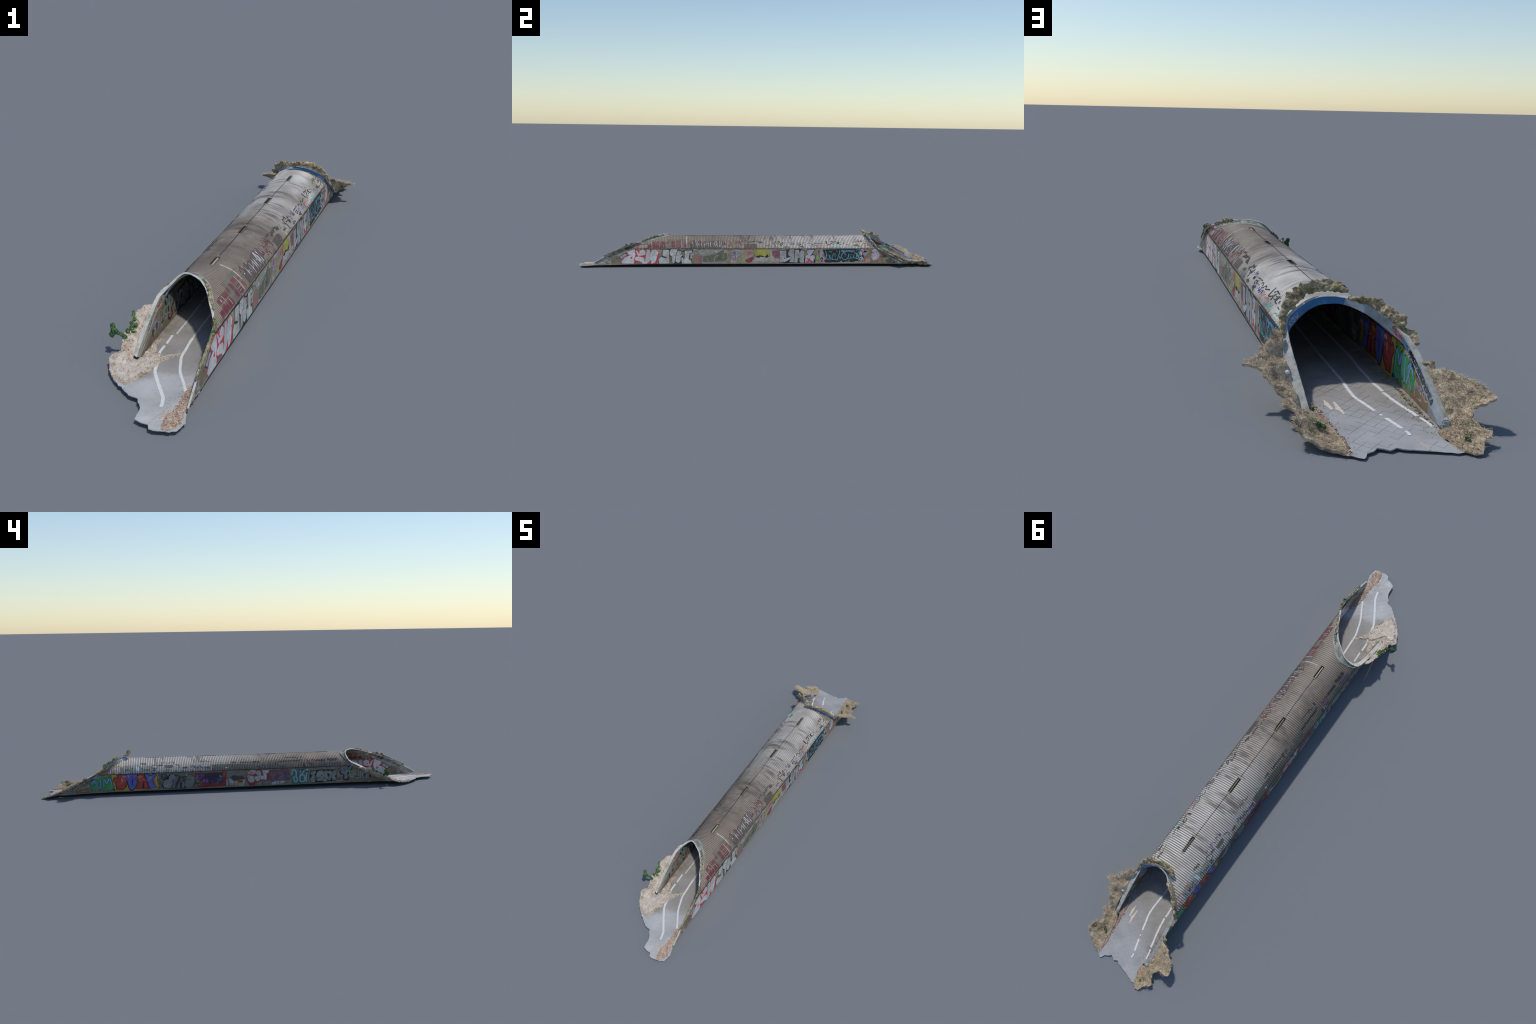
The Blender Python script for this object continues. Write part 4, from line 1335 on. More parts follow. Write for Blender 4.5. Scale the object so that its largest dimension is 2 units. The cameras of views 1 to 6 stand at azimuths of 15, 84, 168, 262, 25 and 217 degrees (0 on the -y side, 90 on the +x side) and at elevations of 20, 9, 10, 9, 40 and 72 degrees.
piece('graffiti_lettering', wall_e, [
    ('P', OLVL, [(-349, 80.9), (-335, 95.0), (-259, 94.9), (-249, 94.9), (-212, 98.4), (-208, 92.1), (-212, 77.1), (-192, 77.5), (-187, 42.3), (-206, 25.4), (-302, 22.2), (-330, 26.4), (-326, 60.5), (-332, 62.6)]),
    ('P', OLV, [(-325, 58.7), (-300, 60.4), (-279, 71.0), (-249, 76.3), (-228, 88.6), (-213, 96.6), (-208, 76.2), (-193, 76.1), (-189, 42.0), (-207, 26.7), (-302, 23.4), (-328, 26.7)]),
    ('P', BLK, [(-303, 62.2), (-292, 60.4), (-299, 49.7), (-303, 46.2)]),
    ('L', PBL, [(-349, 80.9), (-332, 62.6), (-323, 62.2), (-323, 72.9)], 1.6),
    ('L', PBL, [(-323, 62.2), (-330, 26.4), (-302, 23.1), (-298, 39.1), (-302, 49.8), (-283, 68.3), (-260, 67.4), (-248, 81.6), (-259, 94.9)], 1.6),
    ('L', PBL, [(-298, 37.3), (-292, 26.6), (-281, 23.0), (-267, 26.5), (-264, 39.0), (-258, 55.0), (-248, 60.3)], 1.6),
    ('L', PBL, [(-265, 44.3), (-262, 28.3), (-248, 22.9), (-233, 26.4), (-206, 25.4), (-187, 41.4), (-191, 77.9), (-215, 76.2)], 1.6),
    ('L', PBL, [(-259, 51.4), (-249, 62.0), (-236, 62.0)], 1.6),
    ('L', PBL, [(-217, 70.8), (-213, 60.2), (-210, 47.7)], 1.6),
    ('L', PBL, [(-252, 76.3), (-233, 85.1), (-213, 97.5)], 1.4),
    ('L', PBL, [(-209, 93.9), (-208, 77.9)], 1.6),
    ('L', YEL, [(-252, 88.7), (-242, 91.3), (-230, 92.2)], 1.3),
    ('L', WHT, [(-259, 85.1), (-251, 84.2)], 2),
])
piece('graffiti_lettering', wall_e, [
    ('P', BRN, [(-190, 95.7), (-175, 93.8), (-175, 15.2), (-205, 21.0), (-186, 40.5)]),
    ('P', YLD, [(-187, 83.2), (-182, 85.9), (-173, 79.6), (-175, 69.0), (-184, 70.8)]),
    ('P', YLD, [(-119, 81.3), (-106, 77.7), (-96, 59.9), (-92, 40.2), (-99, 29.5), (-125, 26.1), (-143, 27.9), (-147, 49.3), (-118, 36.7), (-110, 54.6)]),
    ('L', PUR, [(-173, 85.9), (-171, 60.1), (-175, 33.4)], 4),
    ('L', PUR, [(-171, 60.1), (-150, 67.1), (-145, 86.7)], 4),
    ('L', PUR, [(-147, 67.1), (-147, 33.3)], 5),
    ('L', PUR, [(-161, 84.9), (-154, 72.5), (-140, 88.4)], 4),
    ('L', PUR, [(-138, 65.3), (-133, 74.2), (-120, 74.2), (-117, 63.5), (-131, 52.8), (-136, 43.9), (-131, 35.0), (-117, 36.7), (-113, 47.4), (-126, 54.6)], 4),
    ('L', PUR, [(-161, 35.1), (-155, 45.8), (-147, 49.3)], 3),
    ('L', PBL, [(-147, 86.7), (-136, 91.1), (-126, 91.1)], 2),
    ('P', BLK, [(-157, 76.0), (-152, 81.4), (-150, 70.7), (-156, 68.9)]),
    ('P', PNKL, [(-103, 91.9), (-52, 94.5), (-50, 72.2), (-62, 61.6), (-90, 61.6), (-96, 74.1)]),
    ('P', REDL, [(-80, 79.4), (-69, 86.5), (-53, 84.7), (-52, 70.5), (-73, 65.2)]),
    ('P', GRY, [(-96, 61.6), (-51, 65.1), (-50, 52.6), (-69, 50.9), (-87, 45.6)]),
    ('P', TEA, [(-129, 18.9), (-118, 26.0), (-106, 27.8), (-103, 20.6), (-108, 16.0), (-129, 16.1)]),
    ('P', DKR, [(-94, 34.9), (-81, 42.9), (-55, 51.2), (-43, 47.2), (-51, 34.7), (-62, 22.3), (-83, 23.2)]),
    ('L', REDL, [(-87, 34.9), (-73, 47.3), (-76, 29.5), (-64, 40.1), (-65, 25.9)], 1.5),
    ('P', BEI, [(-54, 34.4), (-32, 52.6), (12, 51.5), (16, 56.0), (41, 54.1), (40, 88.1), (53, 88.1), (66, 48.7), (71, 21.8), (-40, 16.8)]),
    ('P', BLK, [(-46, 93.6), (-43, 57.9), (-32, 51.7), (-14, 47.1), (-9, 55.2), (14, 51.5), (27, 47.9), (48, 59.5), (44, 64.9)]),
    ('P', YEL, [(-45, 96.3), (41, 94.3), (40, 80.9), (47, 62.2), (34, 55.9), (33, 70.2), (26, 63.1), (16, 53.3), (2, 60.5), (-13, 62.3), (-25, 57.9), (-39, 55.3), (-43, 74.0)]),
    ('L', OLV, [(-34, 82.9), (-33, 68.6)], 1.5),
    ('L', OLV, [(-25, 84.7), (-24, 68.6)], 1.5),
    ('L', OLV, [(-18, 79.3), (-14, 73.9), (-7, 81.0), (-14, 81.1)], 1.5),
    ('L', OLV, [(5, 86.4), (-2, 75.7), (12, 73.9)], 1.5),
    ('L', OLV, [(23, 82.8), (30, 84.5), (26, 73.8), (23, 68.5)], 1.6),
    ('L', BLK, [(-39, 19.5), (-30, 25.7), (-16, 28.4), (0, 25.6), (11, 18.4), (13, 48.9)], 1.6),
    ('L', BLK, [(15, 18.4), (27, 29.1), (41, 31.8), (57, 27.2), (66, 19.1)], 1.8),
    ('P', BRNP, [(16, 15.6), (29, 27.3), (41, 30.0), (55, 25.5), (65, 15.4)]),
    ('P', BRNP, [(-35, 15.7), (-25, 24.8), (-12, 26.6), (0, 22.1), (7, 15.6)]),
    ('L', REDL, [(37, 41.6), (44, 45.2), (48, 39.8), (57, 43.4)], 1.3),
    ('P', MAR, [(56, 88.0), (95, 89.8), (99, 44.1), (73, 46.9), (58, 61.2)]),
    ('L', GRY, [(67, 70.2), (73, 66.6)], 2.5),
    ('L', GRY, [(82, 52.2), (87, 52.2)], 2.5),
])
piece('graffiti_lettering', wall_e, [
    ('P', BLK, [(96, 90.6), (136, 91.5), (139, 93.2), (153, 98.6), (183, 98.5), (212, 96.7), (239, 89.5), (240, 19.4), (129, 18.9), (95, 21.7), (101, 45.0)]),
    ('P', GRY, [(99, 87.6), (134, 87.5), (135, 53.9), (126, 48.5), (118, 21.7), (97, 25.0), (102, 45.0)]),
    ('P', GRYL, [(118, 36.0), (135, 45.8), (157, 52.0), (157, 39.5), (135, 27.0), (121, 25.2)]),
    ('P', GRYL, [(129, 42.3), (159, 51.7), (165, 46.6), (151, 35.9), (129, 24.8), (122, 23.4)]),
    ('P', GRY, [(128, 87.9), (135, 87.9), (136, 48.5), (129, 44.9)]),
    ('P', GRY, [(146, 72.7), (155, 95.9), (180, 97.1), (178, 62.7), (178, 22.4), (152, 23.0), (165, 46.6), (165, 50.2), (150, 59.2)]),
    ('P', GRY, [(185, 92.3), (206, 93.1), (211, 70.7), (217, 91.3), (235, 85.9), (238, 80.5), (235, 20.4), (214, 19.9), (214, 65.3), (210, 46.5), (200, 46.5), (199, 19.9), (181, 21.4), (182, 62.7)]),
    ('P', REDL, [(159, 73.5), (164, 77.1), (163, 69.9)]),
    ('P', NVB, [(143, 61.0), (148, 59.2), (147, 52.1)]),
    ('P', BRN, [(206, 44.7), (211, 43.8), (213, 26.7), (208, 24.9)]),
])
piece('graffiti_lettering', wall_e, [
    ('P', BRN, [(239, 91.3), (327, 92.9), (330, 19.1), (240, 18.5)]),
    ('P', BLK, [(245, 83.2), (258, 97.5), (297, 95.6), (284, 67.8), (300, 62.4), (299, 18.3), (238, 18.5), (241, 57.2), (254, 65.2)]),
    ('P', GRYL, [(248, 83.2), (260, 93.9), (293, 92.9), (281, 69.6), (266, 55.3), (282, 62.5), (296, 60.3), (295, 35.5), (289, 41.8), (290, 20.2), (241, 20.3), (244, 56.3), (268, 73.3), (256, 67.9)]),
    ('P', BEI, [(260, 51.7), (275, 58.9), (275, 51.7), (265, 49.0)]),
    ('P', RED, [(245, 53.6), (254, 45.5), (263, 41.9), (273, 46.0), (271, 36.4), (280, 29.2), (283, 31.9), (285, 24.7), (280, 20.7), (267, 26.5), (262, 23.0), (258, 18.5), (253, 23.0), (246, 23.9), (245, 30.2), (257, 29.3), (252, 42.8)]),
    ('P', GRN, [(303, 48.0), (308, 55.2), (310, 66.0), (316, 57.0), (321, 44.4), (315, 36.3), (305, 36.9)]),
    ('P', LIL, [(325, 78.5), (336, 82.1), (345, 62.3), (353, 37.1), (344, 26.3), (324, 28.2)]),
    ('P', BRNP, [(301, 26.4), (351, 26.3), (352, 18.2), (301, 18.3)]),
    ('P', BLK, [(327, 39.0), (329, 48.9), (337, 50.6), (342, 46.1), (343, 33.5), (339, 25.4), (331, 26.3)]),
    ('P', LIL, [(332, 38.0), (334, 43.4), (338, 41.6), (338, 34.4), (334, 33.2)]),
    ('P', NVB, [(314, 91.1), (323, 87.5), (322, 71.3), (314, 78.5)]),
    ('L', BLK, [(340, 60.5), (349, 65.9), (347, 53.3)], 3),
])
piece('graffiti_lettering', wall_e, [
    ('P', BLK, [(337, 92.9), (433, 95.4), (550, 95.2), (547, 96.7), (561, 86.4), (584, 28.0), (555, 28.1), (524, 29.2), (525, 27.5), (507, 23.0), (489, 24.0), (471, 22.3), (453, 23.8), (445, 32.3), (434, 24.2), (416, 21.5), (398, 22.5), (380, 20.8), (362, 20.8), (350, 27.2), (349, 33.5), (360, 38.9), (353, 60.5)]),
    ('P', BLU, [(440, 81.9), (447, 92.6), (465, 87.2), (487, 90.8), (523, 88.9), (518, 78.1), (487, 81.8), (460, 78.2)]),
    ('L', CYN, [(356, 86.5), (360, 69.5), (362, 53.3), (365, 38.8), (373, 37.4), (379, 51.4), (380, 65.8), (382, 47.8), (385, 38.4), (393, 41.5)], 2.6),
    ('L', CYN, [(396, 36.9), (393, 47.8), (397, 62.2), (404, 73.0)], 1.9),
    ('L', CYN, [(394, 44.2), (400, 36.9), (409, 39.6)], 2.4),
    ('L', CYN, [(411, 41.4), (419, 33.3), (425, 40.5), (428, 54.9), (433, 69.3), (434, 89.1)], 2.6),
    ('L', CYN, [(434, 54.9), (437, 42.2), (442, 45.8), (437, 54.9)], 1.8),
    ('L', CYN, [(468, 72.8), (457, 74.6), (448, 63.8), (450, 45.8), (461, 36.7), (476, 39.4), (485, 52.9), (488, 69.2)], 2.7),
    ('L', CYN, [(481, 45.7), (488, 42.1), (497, 45.7), (500, 58.3)], 2.2),
    ('L', CYN, [(503, 45.7), (510, 44.7), (515, 52.8), (517, 65.5)], 2.2),
    ('L', CYN, [(517, 47.4), (526, 44.7), (531, 56.4), (530, 69.0)], 2.2),
    ('L', CYN, [(529, 45.6), (537, 41.0), (544, 49.1), (547, 65.4), (543, 83.4)], 2.4),
    ('L', CYN, [(375, 87.4), (379, 78.4), (384, 85.6), (388, 76.6), (393, 87.4)], 1.3),
    ('L', CYN, [(418, 89.1), (422, 78.3)], 1.3),
    ('L', CYN, [(456, 89.0), (460, 78.2), (469, 85.4)], 1.3),
    ('L', CYN, [(498, 85.3), (504, 76.3), (512, 83.5)], 1.3),
    ('L', SLT, [(405, 56.7), (410, 69.3), (416, 60.3), (409, 51.3)], 2),
    ('L', SLT, [(461, 65.6), (471, 67.4), (470, 56.6), (461, 56.6)], 2),
    ('L', SLT, [(493, 65.5), (508, 65.5)], 2),
    ('L', SLT, [(369, 65.8), (371, 56.8)], 2),
    ('L', CYN, [(528, 47.6), (533, 41.1), (540, 43.5), (543, 57.8), (549, 76.2), (547, 86.4)], 2.2),
    ('L', CYN, [(529, 86.5), (537, 92.6), (545, 93.6), (549, 89.5)], 1.8),
    ('P', SLT, [(532, 64.0), (538, 70.1), (541, 55.8), (534, 51.7)]),
    ('L', CYL, [(465, 20.5), (476, 24.1), (485, 21.3), (496, 20.4)], 3),
    ('L', CYL, [(486, 25.8), (489, 31.2), (492, 29.4)], 2),
    ('P', GRYL, [(551, 88.5), (562, 80.3), (564, 63.9), (556, 55.7), (551, 72.1)]),
    ('P', GRYL, [(542, 33.2), (550, 49.6), (561, 54.7), (570, 45.5), (578, 31.1), (561, 30.1)]),
    ('P', BLK, [(548, 37.3), (554, 47.6), (558, 37.3)]),
    ('L', BLK, [(561, 47.5), (564, 37.3), (571, 39.3)], 1.6),
])
piece('graffiti_figures', wall_e, [
    ('P', BRN, [(575, 96.6), (612, 96.5), (666, 86.2), (734, 36.8), (735, 13.1), (578, 14.7)]),
    ('P', GRY, [(567, 70.0), (569, 86.4), (582, 92.5), (602, 86.3), (608, 75.1), (595, 72.0), (585, 57.7), (577, 55.3)]),
    ('P', BLK, [(569, 78.2), (574, 88.4), (590, 86.4), (592, 80.2), (580, 76.2), (572, 73.1)]),
    ('L', RED, [(567, 70.0), (568, 85.4), (582, 92.5), (601, 86.3), (608, 73.0), (595, 72.0), (586, 58.7), (578, 54.7), (567, 70.0)], 1.4),
    ('P', GRYL, [(616, 69.9), (619, 86.3), (631, 98.6), (643, 96.5), (656, 82.1), (663, 65.7), (659, 47.3), (645, 35.0), (627, 33.0), (616, 47.4)]),
    ('L', RED, [(616, 69.9), (619, 86.3), (631, 97.5), (642, 96.5)], 1.2),
    ('L', RED, [(616, 69.9), (620, 57.6), (628, 54.5), (640, 58.6), (646, 64.7), (657, 66.8)], 1.4),
    ('P', RED, [(637, 85.2), (644, 84.2), (648, 76.0), (642, 78.1)]),
    ('L', RED, [(657, 47.3), (666, 43.1), (674, 40.0), (682, 45.1)], 1.2),
    ('L', RED, [(612, 39.2), (623, 33.0), (639, 31.9), (655, 39.0)], 1.1),
    ('P', PNKL, [(583, 39.3), (593, 45.4), (608, 41.2), (610, 18.7), (586, 18.7)]),
    ('L', REDL, [(601, 63.8), (604, 47.4), (585, 43.4), (579, 29.0), (592, 20.8), (609, 18.7)], 1.8),
    ('L', REDL, [(591, 43.3), (596, 33.1), (590, 24.9)], 1.6),
    ('P', MAR, [(665, 55.4), (679, 65.7), (702, 63.6), (698, 51.3), (684, 53.3)]),
    ('L', BLK, [(665, 55.4), (680, 51.3), (698, 55.4)], 2),
    ('P', GRN, [(684, 26.6), (687, 46.1), (699, 43.0), (715, 48.1), (714, 38.9), (701, 34.8), (689, 36.9)]),
    ('P', GRN, [(706, 64.6), (717, 65.6), (715, 55.3), (709, 57.4)]),
    ('P', GRN, [(696, 13.2), (704, 15.2), (702, 11.7)]),
    ('P', COL, [(736, 35.7), (761, 28.4), (785, 12.9), (737, 11.6)]),
    ('L', BLK, [(743, 28.5), (749, 18.2), (741, 20.3), (753, 26.4), (749, 14.0)], 1.8),
])
piece('roof_tag', roof, [
    ('P', RGRY, [(-516, 47.3), (-397, 47.9), (-398, 95.7), (-530, 95.5), (-530, 76.1), (-517, 76.3)]),
    ('P', RMAR, [(-599, 63.1), (-581, 60.4), (-556, 61.3), (-532, 61.4), (-532, 74.8), (-599, 74.5)]),
    ('P', RMAR, [(-628, 81.0), (-605, 80.9), (-605, 95.3), (-627, 95.3)]),
    ('P', RMAR, [(-600, 76.9), (-532, 77.0), (-530, 95.5), (-600, 95.4)]),
    ('L', RSIL, [(-584, 72.5), (-579, 65.2), (-575, 76.0), (-577, 84.4)], 3),
    ('L', RSIL, [(-565, 63.2), (-563, 92.4)], 1.4),
    ('L', RSIL, [(-555, 63.4), (-553, 93.9)], 1.6),
    ('L', RSIL, [(-604, 77.6), (-602, 93.9)], 2.4),
    ('L', RSIL, [(-544, 65.1), (-541, 92.5)], 1.2),
    ('P', RMAR, [(-524, 61.3), (-508, 60.6), (-504, 65.4), (-520, 74.5), (-523, 73.6)]),
    ('P', RMAR, [(-502, 58.4), (-480, 58.6), (-477, 94.1), (-496, 94.8), (-499, 76.2)]),
    ('P', RMARL, [(-475, 56.5), (-442, 56.4), (-442, 69.1), (-475, 69.2)]),
    ('P', RMAR, [(-470, 71.8), (-443, 71.8), (-443, 94.9), (-474, 94.8)]),
    ('L', RSIL, [(-468, 81.4), (-447, 81.4)], 1.6),
    ('L', RSIL, [(-468, 87.7), (-447, 87.1)], 1.4),
    ('L', RSIL, [(-441, 57.7), (-440, 94.1)], 2.6),
    ('P', RMARL, [(-438, 65.5), (-424, 63.7), (-424, 70.9), (-438, 71.8)]),
    ('P', RMARL, [(-432, 78.1), (-415, 78.1), (-416, 93.4), (-433, 93.0)]),
    ('P', RCRM, [(-417, 18.1), (-409, 18.1), (-410, 49.1), (-418, 49.1)]),
    ('P', RSIL, [(-418, 49.9), (-410, 50.0), (-411, 95.8), (-416, 95.8), (-415, 76.3), (-419, 75.4)]),
    ('L', RRED, [(-419, 63.8), (-406, 59.9), (-405, 65.6), (-417, 69.1)], 1.6),
])
piece('roof_tag', roof, [
    ('P', RDRK, [(-396, 72.8), (-389, 69.2), (-380, 70.2), (-376, 54.5), (-369, 53.7), (-366, 65.8), (-354, 61.7), (-338, 55.8), (-335, 65.8), (-310, 60.1), (-292, 63.9), (-275, 57.8), (-248, 53.8), (-230, 56.0), (-234, 64.1), (-215, 56.0), (-205, 64.1), (-199, 76.7), (-199, 81.8), (-217, 83.5), (-224, 96.2), (-395, 96.6), (-396, 88.0)]),
    ('L', RWHT, [(-364, 57.6), (-363, 70.3), (-363, 81.6)], 1.9),
    ('L', RWHT, [(-356, 63.8), (-358, 79.0), (-355, 92.8)], 1.9),
    ('L', RWHT, [(-345, 63.9), (-347, 78.2), (-344, 91.1)], 1.9),
    ('L', RWHT, [(-329, 62.0), (-332, 78.3), (-329, 92.8)], 1.9),
    ('L', RWHT, [(-319, 63.9), (-318, 79.1), (-318, 92.9)], 1.9),
    ('L', RWHT, [(-305, 65.9), (-305, 79.2), (-304, 91.3)], 1.9),
    ('L', RWHT, [(-294, 63.9), (-293, 79.1), (-294, 92.9)], 1.9),
    ('L', RWHT, [(-282, 65.9), (-284, 80.1), (-281, 93.0)], 1.9),
    ('L', RWHT, [(-270, 61.9), (-270, 77.4), (-269, 91.4)], 1.9),
    ('L', RWHT, [(-257, 57.8), (-260, 75.8), (-257, 91.4)], 1.9),
    ('L', RWHT, [(-246, 58.1), (-244, 74.9), (-246, 89.8)], 1.9),
    ('L', RWHT, [(-234, 60.2), (-235, 76.0), (-234, 90.0)], 1.9),
    ('L', RWHT, [(-251, 58.0), (-251, 83.4)], 1.9),
    ('L', RWHT, [(-230, 64.2), (-230, 89.8)], 1.9),
    ('L', RWHT, [(-223, 57.9), (-223, 83.3)], 1.9),
    ('L', RWHT, [(-211, 62.2), (-210, 76.8)], 1.9),
    ('L', RWHT, [(-244, 69.5), (-244, 93.1)], 1.9),
    ('L', RWHT, [(-389, 76.4), (-380, 72.9), (-379, 88.1)], 2.2),
    ('L', RWHT, [(-356, 73.1), (-342, 83.3)], 1.6),
    ('L', RWHT, [(-319, 81.7), (-293, 69.6)], 1.6),
    ('L', RWHT, [(-270, 73.2), (-251, 83.4)], 1.6),
    ('L', RMAR, [(-396, 72.8), (-391, 63.5), (-377, 55.8), (-368, 53.7)], 3),
    ('L', RMAR, [(-345, 55.7), (-335, 65.8), (-310, 61.9)], 2.4),
    ('L', RMAR, [(-240, 58.2), (-236, 73.3), (-240, 94.6)], 3),
    ('L', RMAR, [(-219, 53.8), (-216, 65.9), (-202, 64.2)], 2),
    ('L', RMAR, [(-218, 80.2), (-199, 75.0), (-196, 93.2)], 2.4),
])
piece('roof_tag', roof, [
    ('L', RMAR, [(-186, 75.5), (-184, 82.4), (-180, 86.6), (-184, 90.4)], 2.9),
    ('L', RMAR, [(-181, 55.0), (-181, 63.2), (-173, 65.1), (-177, 72.6)], 1.8),
    ('L', RMAR, [(-177, 70.7), (-179, 77.7), (-172, 78.5), (-179, 86.0)], 1.9),
    ('L', RMAR, [(-172, 64.4), (-168, 71.6), (-165, 68.1), (-169, 80.5)], 1.8),
    ('L', RMAR, [(-168, 75.3), (-171, 82.0), (-167, 85.7), (-169, 90.1)], 1.9),
    ('L', RMAR, [(-164, 86.4), (-160, 92.6), (-161, 96.8), (-162, 95.5)], 2.5),
    ('L', RMAR, [(-158, 61.6), (-154, 69.2), (-152, 74.4), (-155, 78.1)], 2.0),
    ('L', RMAR, [(-154, 67.2), (-156, 74.3), (-151, 69.5), (-154, 82.9)], 2.4),
    ('L', RMAR, [(-149, 54.2), (-147, 62.4), (-145, 60.2), (-146, 71.7)], 2.3),
    ('L', RMAR, [(-145, 65.6), (-144, 73.1), (-138, 68.0), (-140, 81.5)], 1.6),
    ('L', RMAR, [(-141, 79.4), (-137, 86.1), (-139, 88.9), (-141, 94.0)], 2.4),
    ('L', RMAR, [(-135, 54.4), (-138, 62.8), (-133, 68.0), (-136, 72.1)], 2.7),
    ('L', RMAR, [(-132, 84.7), (-127, 91.2), (-128, 89.8), (-130, 95.6)], 2.7),
    ('L', RMAR, [(-126, 58.0), (-123, 65.9), (-119, 70.2), (-128, 75.0)], 2.9),
    ('L', RMAR, [(-121, 57.5), (-122, 65.7), (-116, 70.3), (-122, 74.6)], 2.9),
    ('L', RMAR, [(-118, 73.1), (-119, 80.2), (-114, 76.9), (-120, 88.2)], 1.8),
    ('P', RDRK, [(-100, 77.1), (-73, 75.4), (-42, 75.4), (-27, 77.1), (-25, 84.0), (-29, 96.4), (-97, 96.3)]),
    ('P', YEL, [(-45, 87.1), (-41, 86.3), (-41, 91.1), (-44, 91.9)]),
    ('L', RGRY, [(-90, 80.5), (-87, 93.3)], 3),
    ('L', RGRY, [(-68, 78.8), (-64, 90.3)], 2),
])
piece('roof_tag', roof, [
    ('L', BLK, [(-147, 60.2), (-143, 67.2), (-139, 59.2), (-138, 67.9), (-134, 63.2)], 1.3),
    ('L', BLK, [(-130, 63.4), (-127, 69.8), (-122, 62.5), (-122, 70.8), (-118, 66.2)], 1.3),
    ('L', BLK, [(-113, 54.7), (-109, 62.1), (-105, 53.7), (-105, 63.1), (-100, 58.2)], 1.3),
    ('L', BLK, [(-96, 53.7), (-92, 61.1), (-88, 52.4), (-88, 61.8), (-83, 56.8)], 1.3),
    ('L', BLK, [(-80, 63.2), (-76, 69.9), (-72, 62.3), (-71, 71.0), (-67, 66.4)], 1.3),
    ('L', BLK, [(-62, 58.7), (-59, 65.8), (-54, 57.8), (-54, 66.8), (-50, 61.9)], 1.3),
    ('L', BLK, [(-46, 57.7), (-42, 64.4), (-37, 56.5), (-37, 65.5), (-33, 60.6)], 1.3),
    ('L', BLK, [(-28, 55.9), (-25, 62.9), (-20, 54.6), (-20, 64.0), (-16, 59.1)], 1.3),
    ('L', BLK, [(-12, 59.6), (-9, 66.3), (-4, 58.4), (-4, 67.4), (1, 62.5)], 1.3),
    ('L', BLK, [(57, 70.2), (65, 77.4), (69, 68.4), (73, 80.7), (76, 95.1)], 2.2),
    ('L', BLK, [(81, 74.9), (94, 74.1), (99, 58.9)], 2.4),
    ('L', BLK, [(99, 75.8), (110, 87.4), (106, 77.4), (121, 66.7), (113, 82.5)], 3.2),
    ('L', BLK, [(128, 70.6), (138, 74.1), (135, 89.0), (128, 88.9)], 1.8),
    ('L', BLK, [(-18, 66.6), (-7, 60.8), (-9, 70.2)], 1.4),
    ('L', BLK, [(7, 64.7), (14, 73.8), (25, 64.6)], 1.4),
])
piece('roof_tag', roof, [
    ('L', BLK, [(197, 72.5), (220, 71.6), (215, 82.8), (204, 85.1), (199, 79.4), (218, 77.6)], 2.6),
    ('L', BLK, [(227, 71.5), (245, 69.7)], 2.4),
    ('L', BLK, [(254, 75.3), (263, 71.2), (274, 74.3), (278, 78.7), (287, 79.6), (295, 74.3), (303, 71.2), (310, 73.6), (316, 76.1), (328, 73.7), (342, 71.8)], 2.6),
    ('P', BLK, [(359, 60.4), (366, 60.6), (367, 76.3), (361, 75.6), (359, 69.3)]),
    ('L', BLK, [(365, 74.4), (368, 79.7), (381, 78.0), (396, 72.7), (405, 63.8)], 2.8),
    ('L', BLK, [(383, 67.3), (389, 63.6), (403, 64.4), (400, 80.6)], 3.4),
    ('L', BLK, [(408, 63.8), (421, 63.6)], 2.4),
    ('L', BLK, [(409, 70.3), (422, 69.3)], 2),
    ('L', BLK, [(410, 76.5), (425, 75.6)], 2),
    ('P', BLK, [(425, 65.7), (435, 65.9), (434, 76.9), (424, 76.5)]),
    ('L', BLK, [(437, 56.5), (435, 67.4), (444, 66.7)], 2.2),
    ('L', BLK, [(433, 78.1), (450, 78.3)], 2.4),
    ('L', BLK, [(452, 72.1), (463, 70.4), (457, 74.0), (465, 74.9)], 1.6),
    ('L', BLK, [(470, 65.6), (475, 67.5)], 1.5),
    ('L', BLK, [(473, 80.0), (494, 81.0)], 1.6),
    ('L', RNVY, [(222, 84.4), (230, 79.3), (225, 89.3)], 2),
    ('L', RNVY, [(237, 79.5), (238, 89.2)], 2),
    ('L', RNVY, [(235, 80.2), (248, 79.6)], 2),
    ('L', RNVY, [(253, 79.4), (253, 88.5)], 2.4),
    ('L', RNVY, [(265, 81.9), (272, 89.4), (278, 82.8)], 2),
    ('L', RNVY, [(283, 82.9), (286, 91.0), (294, 84.5)], 2.4),
    ('L', RNVY, [(298, 83.0), (307, 81.3), (305, 92.6)], 2.4),
    ('L', RPUR, [(149, 65.0), (153, 74.1), (160, 66.8)], 2),
    ('L', RPUR, [(163, 72.3), (172, 64.9), (173, 77.6)], 1.8),
    ('L', RPUR, [(177, 72.5), (187, 74.3)], 1.6),
    ('L', RRED, [(311, 80.4), (317, 89.3), (321, 81.4), (328, 83.1), (326, 89.4)], 2.6),
    ('L', RRED, [(330, 84.7), (341, 83.1)], 2),
    ('L', RRED, [(353, 82.9), (360, 87.8), (366, 84.7), (380, 82.3), (386, 84.8)], 2.2),
    ('L', RRED, [(313, 92.6), (316, 95.5)], 2.4),
    ('L', RTEA, [(388, 92.7), (398, 91.0), (408, 94.2)], 2),
    ('L', RTEA, [(416, 84.9), (423, 89.6), (432, 84.8), (437, 89.6)], 3),
    ('L', RTEA, [(408, 94.2), (430, 93.6)], 2.4),
    ('L', RTEA, [(481, 91.2), (497, 88.2), (511, 89.8), (522, 81.6)], 2),
    ('L', RBRN, [(509, 67.7), (521, 65.7), (528, 63.8), (547, 61.9), (547, 69.7)], 1.8),
    ('L', RBRN, [(530, 65.7), (530, 73.1)], 1.6),
    ('L', RBRN, [(541, 85.1), (548, 89.9)], 2.4),
])
